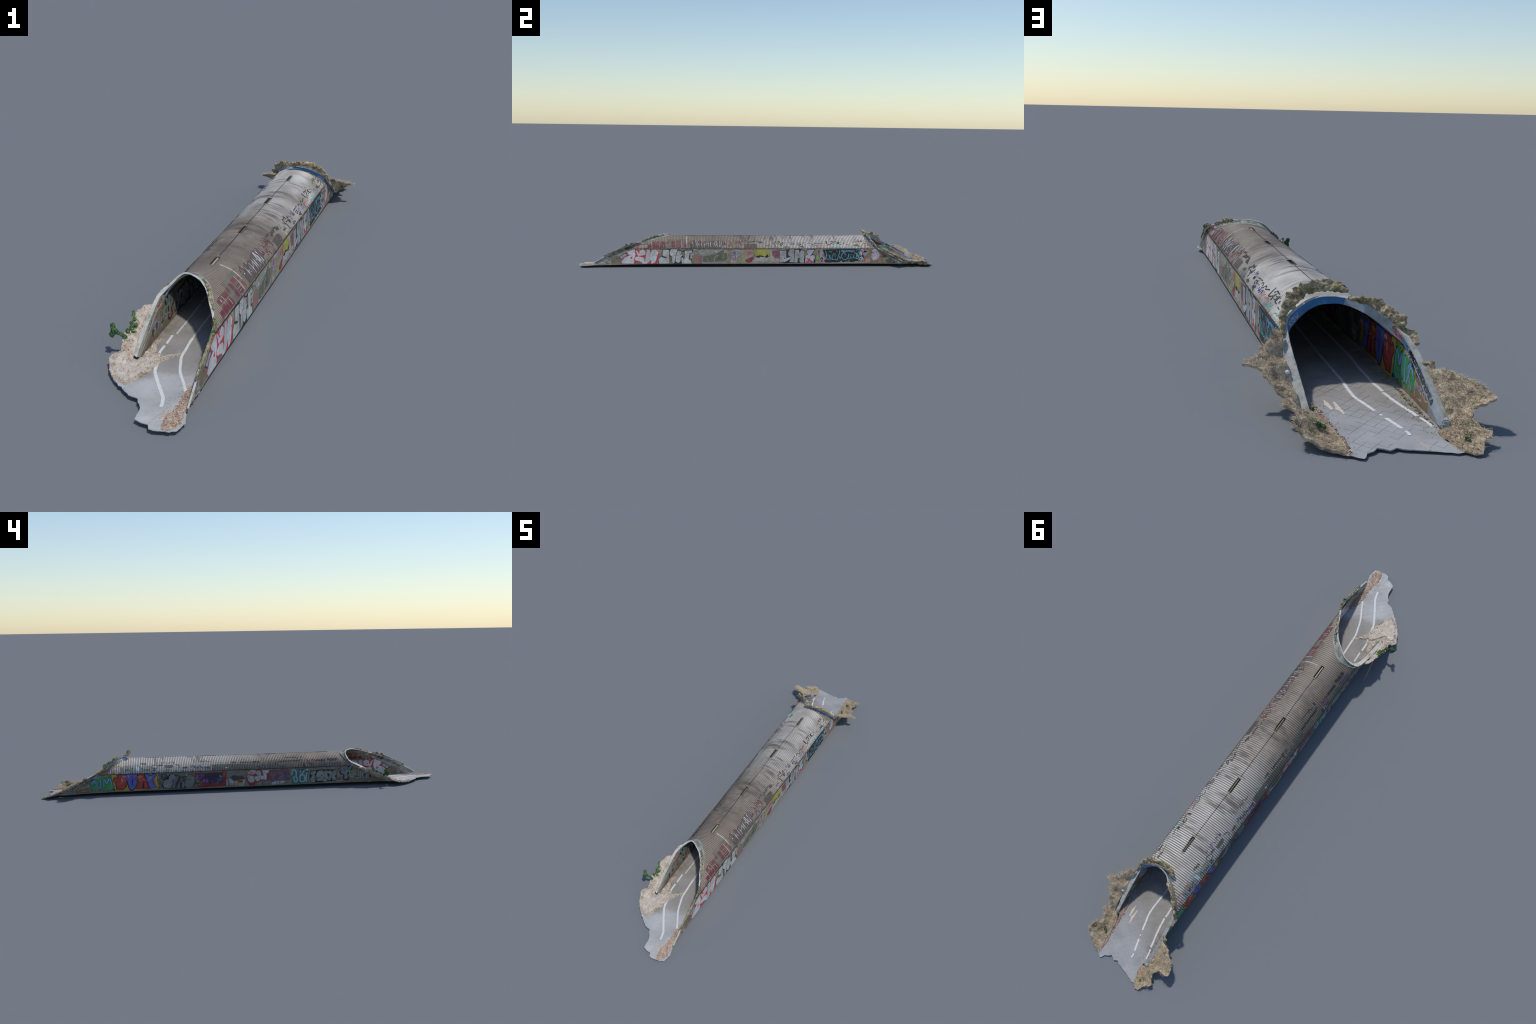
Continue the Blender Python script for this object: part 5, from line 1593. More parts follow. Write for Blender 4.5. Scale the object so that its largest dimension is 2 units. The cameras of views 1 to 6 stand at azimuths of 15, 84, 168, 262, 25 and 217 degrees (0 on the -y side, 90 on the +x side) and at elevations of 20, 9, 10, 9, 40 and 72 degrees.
piece('roof_tag', roof, [
    ('L', RBRN, [(577, 77.0), (582, 78.3), (584, 74.9), (587, 76.5)], 1.7),
    ('L', RBRN, [(586, 63.0), (590, 65.0), (593, 60.9), (594, 67.3)], 1.7),
    ('L', RBRN, [(532, 85.3), (535, 91.1), (538, 83.5), (541, 87.7)], 1.7),
    ('L', RBRN, [(577, 65.5), (581, 67.1), (584, 63.3), (586, 65.5)], 1.7),
    ('L', RBRN, [(579, 71.8), (584, 73.5), (586, 70.0), (588, 76.7)], 1.7),
    ('L', RBRN, [(577, 92.4), (581, 93.8), (584, 90.5), (586, 94.0)], 1.7),
    ('L', RBRN, [(571, 77.8), (576, 77.6), (578, 75.7), (580, 79.1)], 1.7),
    ('L', RBRN, [(534, 74.3), (538, 81.2), (541, 72.4), (543, 79.0)], 1.7),
    ('L', RBRN, [(564, 78.2), (569, 78.6), (571, 76.4), (574, 78.0)], 1.7),
    ('L', RBRN, [(541, 86.6), (544, 91.9), (547, 85.0), (550, 87.7)], 1.7),
    ('L', RBRN, [(573, 86.6), (577, 90.2), (580, 84.8), (582, 89.1)], 1.7),
    ('L', RBRN, [(574, 74.1), (577, 78.1), (581, 72.0), (583, 75.0)], 1.7),
    ('L', RBRN, [(554, 86.4), (558, 90.0), (561, 84.6), (563, 87.3)], 1.7),
    ('L', RBRN, [(584, 82.9), (588, 85.5), (591, 81.1), (594, 82.2)], 1.7),
])
piece('graffiti_lettering', wall_w, [
    ('P', WBRN, [(840, 37.2), (769, 68.9), (756, 9.3), (840, 11.8)]),
    ('P', WCOL, [(912, 11.8), (840, 36.2), (841, 10.9), (909, 7.6)]),
    ('L', WWHT, [(837, 31.0), (826, 29.5), (821, 42.6), (813, 38.2), (820, 32.3)], 2),
    ('L', WWHT, [(814, 34.1), (807, 46.1), (805, 33.8), (797, 43.6), (796, 35.4)], 1.8),
    ('L', WWHT, [(794, 37.4), (787, 49.3), (786, 39.1), (779, 53.1), (780, 36.8)], 1.8),
    ('L', WWHT, [(810, 21.8), (802, 25.5), (804, 20.5), (791, 22.0)], 1.8),
    ('L', WWHT, [(779, 53.1), (773, 36.5), (777, 20.4)], 1.6),
    ('P', WGRN, [(777, 52.0), (758, 83.7), (745, 75.1), (736, 94.0), (728, 75.4), (709, 90.9), (667, 95.4), (658, 72.6), (648, 27.3), (674, 19.2), (720, 23.1), (734, 19.6), (743, 34.3), (758, 12.5), (772, 38.5)]),
    ('L', BLK, [(769, 50.6), (754, 68.3), (730, 28.7)], 8.6),
    ('L', BLK, [(759, 24.8), (738, 59.5), (756, 77.5)], 8.6),
    ('L', BLK, [(722, 79.2), (721, 28.3)], 8.6),
    ('L', BLK, [(710, 32.9), (703, 81.5), (692, 52.6), (677, 84.6), (666, 36.2), (686, 24.8)], 8.6),
    ('L', SKY, [(768, 50.6), (753, 68.3), (731, 29.7)], 6.4),
    ('L', SKY, [(758, 25.7), (738, 58.5), (754, 75.4)], 6.4),
    ('L', SKY, [(722, 77.2), (721, 30.3)], 6.4),
    ('L', SKY, [(709, 34.3), (703, 79.5), (692, 54.6), (678, 81.6), (667, 37.3), (684, 25.7)], 6.4),
    ('L', WLIL, [(765, 51.5), (753, 65.2), (735, 35.0)], 1.4),
    ('L', WLIL, [(702, 74.4), (692, 53.6), (680, 77.6)], 1.3),
    ('L', WLIL, [(756, 28.7), (740, 55.5)], 1.3),
    ('P', WMAR, [(699, 43.7), (691, 39.3), (695, 35.4)]),
    ('P', WPNK, [(670, 73.1), (665, 89.2), (651, 94.8), (648, 90.6), (662, 80.9)]),
    ('P', MUS, [(707, 92.8), (697, 94.5), (687, 86.0), (699, 83.4)]),
    ('P', BLK, [(699, 90.5), (689, 88.1), (693, 84.2)]),
    ('P', WRED, [(681, 93.9), (663, 96.2), (665, 91.2), (677, 87.6)]),
    ('P', BLK, [(666, 26.0), (654, 27.6), (650, 19.2), (664, 19.4)]),
])
piece('graffiti_lettering', wall_w, [
    ('P', MUS, [(670, 98.5), (648, 101.4), (606, 101.7), (547, 98.5), (448, 100.3), (447, 21.6), (552, 17.4), (651, 15.9), (659, 46.4), (665, 76.7)]),
    ('P', BLK, [(645, 96.6), (606, 98.8), (591, 86.1), (594, 41.9), (614, 20.0), (646, 21.3), (652, 57.4), (663, 69.1), (658, 84.0), (641, 79.5), (639, 77.6)]),
    ('P', BLK, [(605, 99.2), (540, 98.2), (544, 56.8), (553, 27.0), (568, 15.8), (581, 16.7), (590, 32.2), (596, 60.8)]),
    ('P', BLK, [(549, 83.5), (536, 97.7), (514, 97.2), (487, 21.4), (554, 22.3), (540, 58.6), (552, 68.5)]),
    ('P', BLK, [(514, 97.2), (488, 97.1), (484, 88.5), (471, 96.5), (452, 98.6), (451, 87.2), (470, 61.5), (452, 26.6), (488, 21.4), (502, 66.5)]),
    ('P', WRED, [(642, 93.6), (608, 96.1), (596, 84.4), (599, 43.9), (616, 22.9), (643, 23.1), (648, 57.2), (659, 69.9), (655, 81.0), (640, 75.7), (636, 79.3)]),
    ('P', MUS, [(623, 75.1), (616, 76.7), (616, 63.5), (622, 60.0)]),
    ('P', WBLU, [(602, 95.9), (545, 95.2), (547, 58.9), (557, 29.9), (570, 20.1), (579, 20.5), (586, 34.0), (592, 60.6)]),
    ('P', BLK, [(571, 69.2), (568, 72.9), (567, 57.8), (569, 42.7), (571, 42.8), (572, 58.0)]),
    ('P', WRED, [(546, 82.4), (534, 94.6), (516, 94.5), (491, 24.0), (550, 24.5), (536, 59.4), (547, 69.2)]),
    ('P', BLK, [(519, 55.8), (515, 54.8), (512, 27.1), (523, 27.6), (521, 40.8)]),
    ('P', WBLU, [(509, 94.2), (490, 94.4), (485, 83.8), (470, 92.7), (454, 95.3), (454, 87.3), (473, 61.6), (456, 27.7), (486, 23.8), (498, 66.4)]),
    ('P', WORG, [(471, 65.3), (459, 70.5), (458, 57.2), (464, 51.7)]),
    ('L', WLIL, [(631, 49.0), (618, 57.9), (612, 76.5), (603, 66.7), (597, 81.6)], 1.4),
    ('L', WLIL, [(539, 69.9), (530, 60.1), (520, 69.1), (506, 64.8), (487, 63.1), (489, 81.1)], 1.4),
    ('L', WPEA, [(490, 71.7), (485, 82.9), (481, 71.4), (476, 82.5), (476, 71.2)], 1.5),
    ('L', WMAR, [(580, 90.3), (579, 79.0), (573, 90.1), (568, 78.5), (558, 89.5)], 1.6),
    ('L', WWHT, [(588, 92.5), (586, 79.3), (584, 90.5)], 1.4),
    ('L', WMAR, [(529, 77.0), (524, 71.2), (520, 76.7)], 1.6),
    ('P', WORG, [(544, 83.3), (529, 90.2), (518, 82.3), (537, 73.6)]),
])
piece('graffiti_lettering', wall_w, [
    ('P', WBKG, [(444, 98.3), (313, 99.0), (315, 15.3), (446, 20.7)]),
    ('P', WBKG, [(315, 95.3), (259, 93.1), (261, 20.7), (317, 17.3)]),
    ('P', YLD, [(454, 43.8), (445, 45.3), (438, 35.5), (446, 31.1)]),
    ('L', CRM, [(448, 81.4), (448, 54.9)], 3),
    ('L', YLD, [(442, 83.1), (443, 69.9)], 2),
    ('L', CRM, [(439, 79.2), (438, 52.6)], 2.4),
    ('L', YLD, [(435, 69.6), (431, 78.9), (415, 63.1), (422, 59.6), (425, 36.9), (416, 20.4)], 1.2),
    ('L', YLD, [(396, 85.1), (380, 96.8), (362, 93.3), (357, 81.7), (334, 86.5), (314, 74.3)], 1.2),
    ('P', BLK, [(433, 73.3), (428, 91.1), (410, 93.2), (398, 77.6), (390, 88.6), (377, 95.7), (360, 87.5), (344, 83.1), (336, 75.2), (314, 80.0), (315, 16.3), (420, 20.0), (427, 35.1), (420, 61.4)]),
    ('P', WGRY, [(428, 83.5), (418, 90.1), (408, 85.5), (403, 73.0), (414, 79.2), (424, 78.6)]),
    ('P', WGRY, [(430, 74.1), (418, 74.6), (411, 70.5), (422, 67.2)]),
    ('P', WGRL, [(422, 34.9), (419, 56.6), (407, 63.7), (394, 62.2), (391, 77.3), (381, 91.1), (369, 89.7), (360, 78.9), (359, 64.7), (375, 38.7), (384, 22.9), (401, 20.3), (416, 25.1)]),
    ('P', BLK, [(376, 61.5), (371, 63.3), (369, 49.9), (375, 44.4)]),
    ('P', WGRY, [(356, 81.6), (344, 80.2), (346, 66.1), (360, 43.8), (364, 21.1), (381, 20.8), (371, 40.4)]),
    ('P', WGRY, [(340, 67.7), (329, 70.1), (322, 61.3), (326, 44.3), (334, 29.4), (336, 20.0), (357, 19.8), (346, 45.2)]),
    ('P', BLK, [(337, 53.4), (333, 55.1), (336, 33.3), (339, 31.5)]),
    ('P', BLK, [(344, 75.5), (323, 74.7), (304, 85.3), (289, 88.6), (273, 82.2), (263, 64.7), (264, 40.0), (274, 20.3), (340, 17.3)]),
    ('P', WGRY, [(337, 67.6), (323, 69.9), (328, 48.2), (339, 44.9)]),
    ('P', WGRL, [(328, 46.3), (320, 51.7), (317, 36.4), (321, 20.3), (329, 21.6)]),
    ('P', WGRL, [(312, 55.2), (305, 74.0), (291, 83.9), (276, 79.5), (267, 64.9), (269, 42.1), (280, 21.5), (306, 19.7), (315, 32.5)]),
    ('L', BLK, [(309, 51.3), (301, 62.4), (290, 62.0), (285, 52.2)], 2.4),
    ('P', WGRY, [(318, 69.7), (312, 73.3), (308, 68.4), (312, 63.8)]),
    ('P', BLK, [(267, 47.7), (252, 62.4), (238, 52.3), (237, 38.9), (249, 33.6), (250, 26.0), (263, 25.6), (268, 34.4)]),
    ('P', WGRY, [(263, 48.5), (252, 58.6), (242, 50.5), (242, 42.9), (258, 43.5)]),
    ('P', WGRY, [(267, 32.4), (257, 37.7), (252, 29.9), (261, 27.4)]),
    ('L', YLD, [(301, 82.4), (284, 86.5), (269, 78.3), (262, 62.8)], 1.2),
    ('L', YLD, [(237, 37.0), (247, 35.5), (250, 24.1), (261, 22.6), (272, 28.8), (274, 17.4)], 1.2),
    ('L', WRED, [(300, 89.0), (284, 92.2)], 2),
    ('P', WWHT, [(310, 82.7), (301, 85.2), (303, 77.7), (308, 76.9)]),
    ('P', WWHT, [(286, 88.5), (282, 89.2), (284, 83.6)]),
])
piece('graffiti_lettering', wall_w, [
    ('P', CRM, [(269, 91.6), (203, 91.9), (116, 93.4), (107, 91.1), (109, 22.2), (199, 18.2), (261, 16.9), (272, 19.3), (251, 25.1), (237, 38.9), (251, 62.3), (263, 72.3)]),
    ('P', NVY, [(260, 85.6), (195, 88.8), (129, 89.1), (126, 61.3), (125, 44.0), (138, 35.8), (159, 39.6), (174, 39.2), (193, 35.2), (200, 39.3), (219, 35.3), (234, 37.8), (234, 61.7), (258, 73.1)]),
    ('P', NVB, [(257, 83.5), (218, 85.8), (218, 70.6), (237, 69.4)]),
    ('P', NVB, [(158, 58.7), (139, 65.6), (128, 55.6), (136, 40.6), (155, 43.2)]),
    ('P', MAG, [(260, 80.8), (252, 82.4), (245, 71.6), (250, 69.9), (245, 65.9), (233, 67.4), (232, 61.6), (254, 64.4), (262, 64.7), (256, 72.1)]),
    ('P', MAG, [(236, 39.8), (230, 52.0), (222, 62.2), (216, 60.9), (215, 41.8), (221, 42.0), (223, 51.7), (228, 42.3)]),
    ('P', MAG, [(211, 41.7), (211, 56.9), (204, 57.6), (198, 50.7), (201, 41.3)]),
    ('P', MAG, [(187, 53.1), (175, 45.0), (179, 43.3), (186, 47.3)]),
    ('P', MAG, [(161, 39.7), (149, 40.1), (148, 36.3), (161, 34.9)]),
    ('P', MAG, [(188, 38.8), (183, 42.5), (182, 38.6)]),
    ('P', WBKG, [(203, 93.8), (116, 94.9), (118, 91.5), (195, 90.7)]),
    ('P', WRED, [(129, 88.2), (114, 91.4), (112, 78.0), (124, 63.1)]),
    ('P', WBKL, [(109, 89.3), (21, 92.6), (6, 83.4), (14, 20.3), (111, 20.4)]),
    ('L', WGRL, [(106, 83.5), (97, 86.9), (93, 77.2), (84, 88.3), (76, 80.4), (67, 85.8)], 2.2),
    ('L', WGRL, [(110, 77.9), (101, 75.6), (105, 66.2)], 2),
    ('P', WTEL, [(95, 73.5), (88, 80.8), (74, 76.5), (55, 78.6), (29, 77.6), (32, 73.0), (74, 73.6), (90, 68.5)]),
    ('P', WDBR, [(92, 65.7), (74, 72.7), (52, 69.9), (29, 67.1), (17, 55.1), (21, 43.7), (37, 40.5), (52, 46.8), (75, 43.9), (86, 53.9)]),
    ('P', WBRN, [(44, 84.9), (28, 88.1), (19, 80.1), (32, 74.9)]),
    ('P', WWHD, [(111, 51.1), (105, 58.5), (104, 22.0), (111, 21.3)]),
    ('P', WWHD, [(99, 54.5), (88, 55.9), (75, 42.0), (71, 26.5), (94, 25.5)]),
    ('L', WMAR, [(96, 35.1), (88, 29.1), (79, 36.4), (73, 28.5)], 2),
    ('P', WWHD, [(66, 43.6), (18, 51.2), (22, 18.7), (66, 19.5)]),
    ('P', YLD, [(60, 38.5), (52, 40.1), (50, 34.3), (27, 36.2), (28, 25.7), (59, 25.0)]),
    ('P', CRM, [(56, 45.1), (29, 45.9), (29, 36.3), (50, 35.2)]),
])
piece('graffiti_lettering', wall_w, [
    ('P', WRED2, [(14, 54.9), (6, 79.6), (-10, 94.4), (-33, 95.4), (-32, 18.4), (-9, 17.4), (6, 31.5)]),
    ('P', WRED2, [(-2, 94.7), (-37, 97.2), (-65, 96.1), (-67, 71.0), (-104, 92.7), (-115, 69.2), (-95, 31.3), (-70, 40.1), (-45, 29.5), (-1, 23.5)]),
    ('P', WWHD, [(7, 73.9), (-2, 87.0), (-12, 95.3), (-33, 96.4), (-33, 74.3), (-15, 73.0), (-8, 75.2)]),
    ('P', WWHD, [(7, 68.1), (-8, 71.4), (-21, 61.3), (-31, 62.8), (-28, 36.0), (-11, 31.8), (2, 41.0)]),
    ('L', WMAR, [(-2, 63.9), (-8, 69.5), (-13, 61.6), (-9, 52.1), (-2, 54.3), (-1, 64.0)], 2.2),
    ('L', WMAR, [(-13, 59.7), (-32, 59.9)], 2.4),
    ('P', WWHD, [(-8, 94.4), (-33, 96.4), (-38, 85.6), (-34, 78.1), (-19, 72.9), (-8, 79.1)]),
    ('P', WWHD, [(-7, 61.8), (-23, 67.0), (-26, 53.4), (-19, 36.3), (-7, 32.9)]),
    ('P', WWHD, [(-36, 80.9), (-46, 93.0), (-60, 88.6), (-64, 73.1), (-57, 42.5), (-45, 36.2), (-34, 45.4), (-31, 60.9), (-46, 66.1)]),
    ('L', WMAR, [(-11, 67.4), (-25, 72.7), (-27, 78.4)], 2.2),
    ('L', WMAR, [(-29, 70.6), (-48, 68.9), (-50, 64.0)], 2),
    ('P', WWHT, [(-71, 92.1), (-102, 91.9), (-99, 76.6), (-91, 78.8), (-90, 43.1), (-60, 48.2), (-61, 64.5), (-72, 66.0), (-75, 61.1)]),
    ('P', WBKL, [(-65, 40.3), (-95, 41.0), (-107, 50.2), (-113, 30.7), (-99, 15.7), (-70, 16.9)]),
    ('L', BLK, [(-70, 36.2), (-68, 26.6), (-72, 18.7)], 2),
    ('P', WMAR, [(-102, 92.8), (-204, 93.8), (-210, 65.5), (-215, 46.0), (-206, 36.6), (-165, 36.3), (-138, 27.7), (-115, 29.6), (-107, 48.3)]),
    ('L', WPUR, [(-115, 78.8), (-121, 38.1)], 6),
    ('L', WPUR, [(-115, 75.0), (-131, 84.0), (-136, 68.4), (-123, 61.2), (-134, 37.5)], 6),
    ('L', WPUR, [(-150, 73.6), (-169, 78.7), (-167, 42.0)], 7),
    ('L', WPUR, [(-153, 46.5), (-175, 66.9), (-177, 43.6)], 6),
    ('P', WPUD, [(-183, 80.1), (-200, 81.4), (-208, 59.8), (-210, 44.2), (-184, 37.5)]),
    ('L', WRED2, [(-111, 82.8), (-123, 90.1), (-138, 85.7), (-142, 72.0), (-138, 56.7), (-142, 33.4)], 1.6),
    ('L', WRED2, [(-173, 84.3), (-202, 83.2)], 2),
    ('P', WWHD, [(-118, 30.4), (-134, 33.7), (-149, 36.9), (-184, 33.6), (-176, 24.2), (-153, 19.3), (-114, 17.0)]),
    ('L', WBKG, [(-142, 33.4), (-140, 19.9)], 3),
    ('L', WBKG, [(-155, 36.7), (-155, 21.2)], 3),
])
piece('graffiti_lettering', wall_w, [
    ('P', WTEA, [(-213, 84.8), (-224, 92.1), (-309, 91.8), (-301, 62.0), (-299, 17.4), (-216, 17.8)]),
    ('L', WWHD, [(-218, 65.2), (-222, 84.4), (-235, 85.9), (-241, 70.2), (-239, 52.8), (-245, 44.8), (-243, 29.4), (-231, 31.8), (-229, 53.2)], 6.5),
    ('L', WWHD, [(-262, 86.8), (-260, 71.3)], 5),
    ('L', WWHD, [(-282, 84.1), (-272, 70.9), (-260, 53.9), (-260, 32.5), (-274, 26.2), (-284, 37.5), (-280, 59.0), (-268, 61.4)], 6.5),
    ('L', WWHD, [(-295, 71.9), (-291, 50.7), (-291, 25.5)], 5.5),
    ('L', BLK, [(-286, 83.9), (-294, 75.9), (-301, 83.4), (-303, 71.6)], 2),
    ('P', WWHD, [(-286, 89.8), (-305, 91.0), (-301, 81.4), (-290, 81.9)]),
    ('L', WWHD, [(-303, 52.2), (-311, 42.2)], 3),
])
piece('graffiti_lettering', wall_w, [
    ('P', WBKM, [(-309, 83.1), (-387, 87.9), (-387, 17.7), (-307, 21.0)]),
    ('P', WBKM, [(-418, 100.9), (-465, 100.4), (-470, 84.6), (-456, 44.9), (-447, 19.2), (-418, 20.3)]),
    ('P', BLK, [(-308, 61.8), (-313, 81.0), (-336, 83.0), (-387, 82.1), (-387, 19.7), (-317, 19.6), (-308, 34.5)]),
    ('P', WBUB, [(-313, 61.6), (-317, 76.9), (-340, 80.3), (-341, 70.2), (-333, 60.8), (-340, 48.8), (-336, 22.7), (-317, 21.5), (-310, 38.4), (-319, 49.7), (-325, 55.3), (-321, 59.3)]),
    ('P', WBUB, [(-345, 70.0), (-352, 79.5), (-376, 79.6), (-374, 65.1), (-364, 57.7), (-366, 26.4), (-344, 25.3), (-338, 39.2), (-348, 60.2)]),
    ('P', BLK, [(-337, 47.7), (-342, 77.2), (-353, 84.9), (-444, 82.8), (-448, 40.7), (-443, 24.6), (-402, 23.5), (-385, 18.7), (-352, 22.7), (-342, 25.9)]),
    ('P', WBUB, [(-339, 47.6), (-347, 71.6), (-358, 79.8), (-377, 79.9), (-374, 59.8), (-366, 54.7), (-377, 43.4), (-372, 27.4), (-347, 27.0)]),
    ('L', BLK, [(-350, 44.5), (-363, 42.6)], 2),
    ('P', WBUB, [(-369, 43.8), (-377, 73.2), (-391, 80.8), (-402, 74.9), (-399, 58.8), (-404, 42.4), (-396, 23.7), (-382, 21.5), (-370, 30.2)]),
    ('L', BLK, [(-377, 47.5), (-391, 33.4)], 1.8),
    ('L', BLK, [(-391, 47.0), (-377, 34.0)], 1.8),
    ('P', WBUB, [(-403, 72.2), (-415, 79.8), (-423, 68.7), (-432, 79.2), (-444, 78.8), (-444, 57.1), (-437, 49.2), (-445, 35.3), (-441, 26.0), (-426, 27.9), (-422, 44.4), (-415, 29.7), (-403, 28.9), (-404, 47.8), (-412, 52.9)]),
    ('L', YLD, [(-385, 86.4), (-407, 88.2), (-426, 84.8)], 2),
    ('P', WBKL, [(-353, 93.0), (-372, 97.7), (-380, 86.6), (-358, 84.7)]),
])
piece('graffiti_lettering', wall_w, [
    ('P', WBRD, [(-447, 98.5), (-520, 101.0), (-637, 40.4), (-684, 15.0), (-447, 17.8)]),
    ('P', WPUD, [(-449, 88.0), (-465, 90.0), (-477, 84.4), (-474, 75.4), (-455, 76.1)]),
    ('P', BLK, [(-461, 65.5), (-465, 91.3), (-478, 99.9), (-520, 99.7), (-531, 90.2), (-526, 78.7), (-518, 73.7), (-507, 48.1), (-513, 30.9), (-496, 22.4), (-477, 29.7), (-478, 42.7), (-482, 53.0), (-465, 54.9)]),
    ('P', WGRL, [(-466, 84.8), (-473, 96.2), (-502, 97.1), (-505, 87.3), (-520, 98.4), (-526, 95.6), (-520, 82.8), (-505, 75.5), (-502, 52.2), (-505, 37.7), (-501, 32.0), (-489, 31.8), (-485, 37.2), (-488, 54.1), (-469, 63.9)]),
    ('L', PBL, [(-459, 81.2), (-458, 63.0), (-462, 55.0), (-477, 51.9), (-474, 37.6), (-476, 28.4), (-494, 22.5)], 1.6),
    ('P', WGRN, [(-507, 78.1), (-516, 88.1), (-518, 73.7), (-514, 64.8), (-507, 68.9)]),
    ('P', WGRN, [(-523, 65.7), (-534, 66.6), (-532, 57.6), (-524, 59.2)]),
    ('P', WGRN, [(-543, 65.0), (-550, 67.3), (-548, 59.6)]),
    ('L', BLK, [(-481, 88.1), (-491, 81.3), (-485, 76.3), (-495, 72.0)], 2),
    ('L', BLK, [(-505, 99.0), (-506, 79.4)], 2),
    ('L', BLK, [(-526, 95.6), (-523, 80.1)], 2),
    ('L', PBL, [(-494, 72.0), (-507, 71.5), (-513, 63.5), (-507, 48.1), (-501, 45.7)], 2.4),
    ('L', PBL, [(-520, 72.3), (-534, 67.9), (-536, 57.4), (-528, 51.2), (-515, 51.7), (-518, 43.8), (-539, 40.3), (-538, 37.1)], 2.4),
    ('L', PBL, [(-559, 30.4), (-558, 72.2), (-547, 71.3), (-542, 63.7), (-543, 55.8), (-558, 54.0), (-544, 53.2), (-542, 45.4), (-559, 29.1)], 2.4),
    ('L', PBL, [(-569, 70.5), (-570, 48.3), (-572, 29.9)], 2.4),
    ('L', PBL, [(-581, 67.4), (-582, 37.4)], 2.4),
    ('L', PBL, [(-569, 52.2), (-581, 51.7)], 2.2),
    ('P', NVB, [(-584, 55.6), (-593, 60.4), (-603, 53.5), (-600, 36.6), (-587, 39.8)]),
    ('L', PBL, [(-585, 59.4), (-597, 60.3), (-601, 52.3), (-599, 39.3)], 2),
    ('L', PBL, [(-615, 50.5), (-604, 47.0), (-603, 36.5), (-616, 34.7)], 2.2),
    ('L', YLD, [(-591, 40.9), (-595, 27.7), (-599, 36.7)], 1.6),
    ('L', YLD, [(-615, 37.4), (-616, 25.5)], 1.6),
    ('L', YLD, [(-563, 64.2), (-566, 45.8), (-560, 40.8)], 1.5),
    ('L', YLD, [(-531, 75.9), (-544, 74.1), (-557, 74.9)], 1.3),
    ('L', YLD, [(-535, 87.4), (-542, 88.5), (-539, 80.8)], 1.3),
    ('P', BLK, [(-615, 54.4), (-624, 47.5), (-625, 37.0), (-618, 26.8)]),
    ('L', BLK, [(-452, 37.2), (-460, 29.1), (-453, 28.0), (-464, 38.0), (-457, 24.0)], 1.8),
    ('L', PBL, [(-447, 24.4), (-456, 26.6), (-470, 20.8), (-472, 27.3)], 2),
])
piece('roof_tag', roof, [
    ('P', RGRW, [(625, -66.9), (553, -66.8), (554, -92.7), (624, -92.7)]),
    ('P', RGRW, [(531, -69.5), (475, -69.0), (454, -80.8), (452, -92.8), (532, -92.6)]),
    ('P', RWHB, [(548, -72.8), (536, -72.2), (536, -89.9), (548, -89.8)]),
    ('P', RWHB, [(610, -76.8), (605, -76.9), (606, -89.2), (609, -89.1)]),
    ('L', BLK, [(622, -81.6), (614, -80.2), (620, -87.0), (611, -89.1)], 2.2),
    ('L', BLK, [(603, -77.2), (594, -89.5), (592, -79.3), (602, -87.7)], 2.6),
    ('L', BLK, [(588, -77.5), (583, -90.0), (576, -78.1)], 2.6),
    ('L', BLK, [(574, -80.0), (564, -76.8), (572, -88.7), (561, -89.0)], 2.6),
    ('L', BLK, [(530, -86.9), (518, -78.3), (517, -94.0)], 2.6),
    ('L', BLK, [(513, -89.0), (504, -82.5), (500, -91.1), (493, -82.9), (489, -91.7), (482, -83.3)], 2.4),
    ('L', BLK, [(472, -81.7), (457, -82.2), (471, -90.4), (454, -89.4)], 2.8),
    ('L', RORG, [(655, -69.6), (651, -62.2), (645, -68.1)], 2.2),
    ('L', RORG, [(642, -68.2), (632, -62.7), (625, -67.8), (616, -67.3)], 2),
    ('L', RORG, [(607, -73.4), (601, -63.9), (590, -64.4)], 2),
    ('L', RORG, [(586, -64.5), (573, -61.0)], 2.2),
    ('L', RRED, [(671, -85.3), (662, -82.0), (664, -90.5)], 2),
    ('L', RRED, [(657, -83.9), (651, -80.5), (651, -89.4)], 2),
    ('L', RRED, [(646, -80.9), (644, -87.9)], 1.8),
    ('L', RRED, [(636, -79.5), (635, -89.9)], 1.8),
    ('L', RTEA, [(564, -61.5), (555, -59.0), (553, -65.8)], 2.2),
    ('L', RTEA, [(547, -62.2), (534, -64.7), (529, -76.1)], 2.2),
    ('L', YLD, [(519, -61.4), (516, -66.5)], 2),
    ('L', YLD, [(503, -65.9), (493, -62.1)], 2),
    ('L', RPUR, [(450, -53.5), (441, -53.8)], 1.8),
    ('L', RPUR, [(429, -49.8), (421, -61.2), (414, -48.1), (424, -52.6)], 2),
    ('L', RPUR, [(407, -51.1), (398, -58.1)], 2),
    ('L', RPUR, [(389, -58.5), (386, -49.7), (377, -54.5)], 2),
    ('P', RPUR, [(369, -51.3), (362, -51.0), (363, -58.3), (368, -58.1)]),
    ('L', RBRN, [(473, -69.1), (462, -63.5), (445, -68.2), (444, -77.6), (459, -80.6)], 1.8),
    ('P', RDRW, [(412, -67.6), (371, -67.1), (369, -74.8), (379, -80.0), (407, -78.8)]),
    ('L', RBRN, [(405, -84.3), (395, -91.5), (385, -86.8)], 2),
    ('L', RBRN, [(357, -65.5), (343, -68.1), (336, -76.0), (345, -81.0)], 1.8),
])
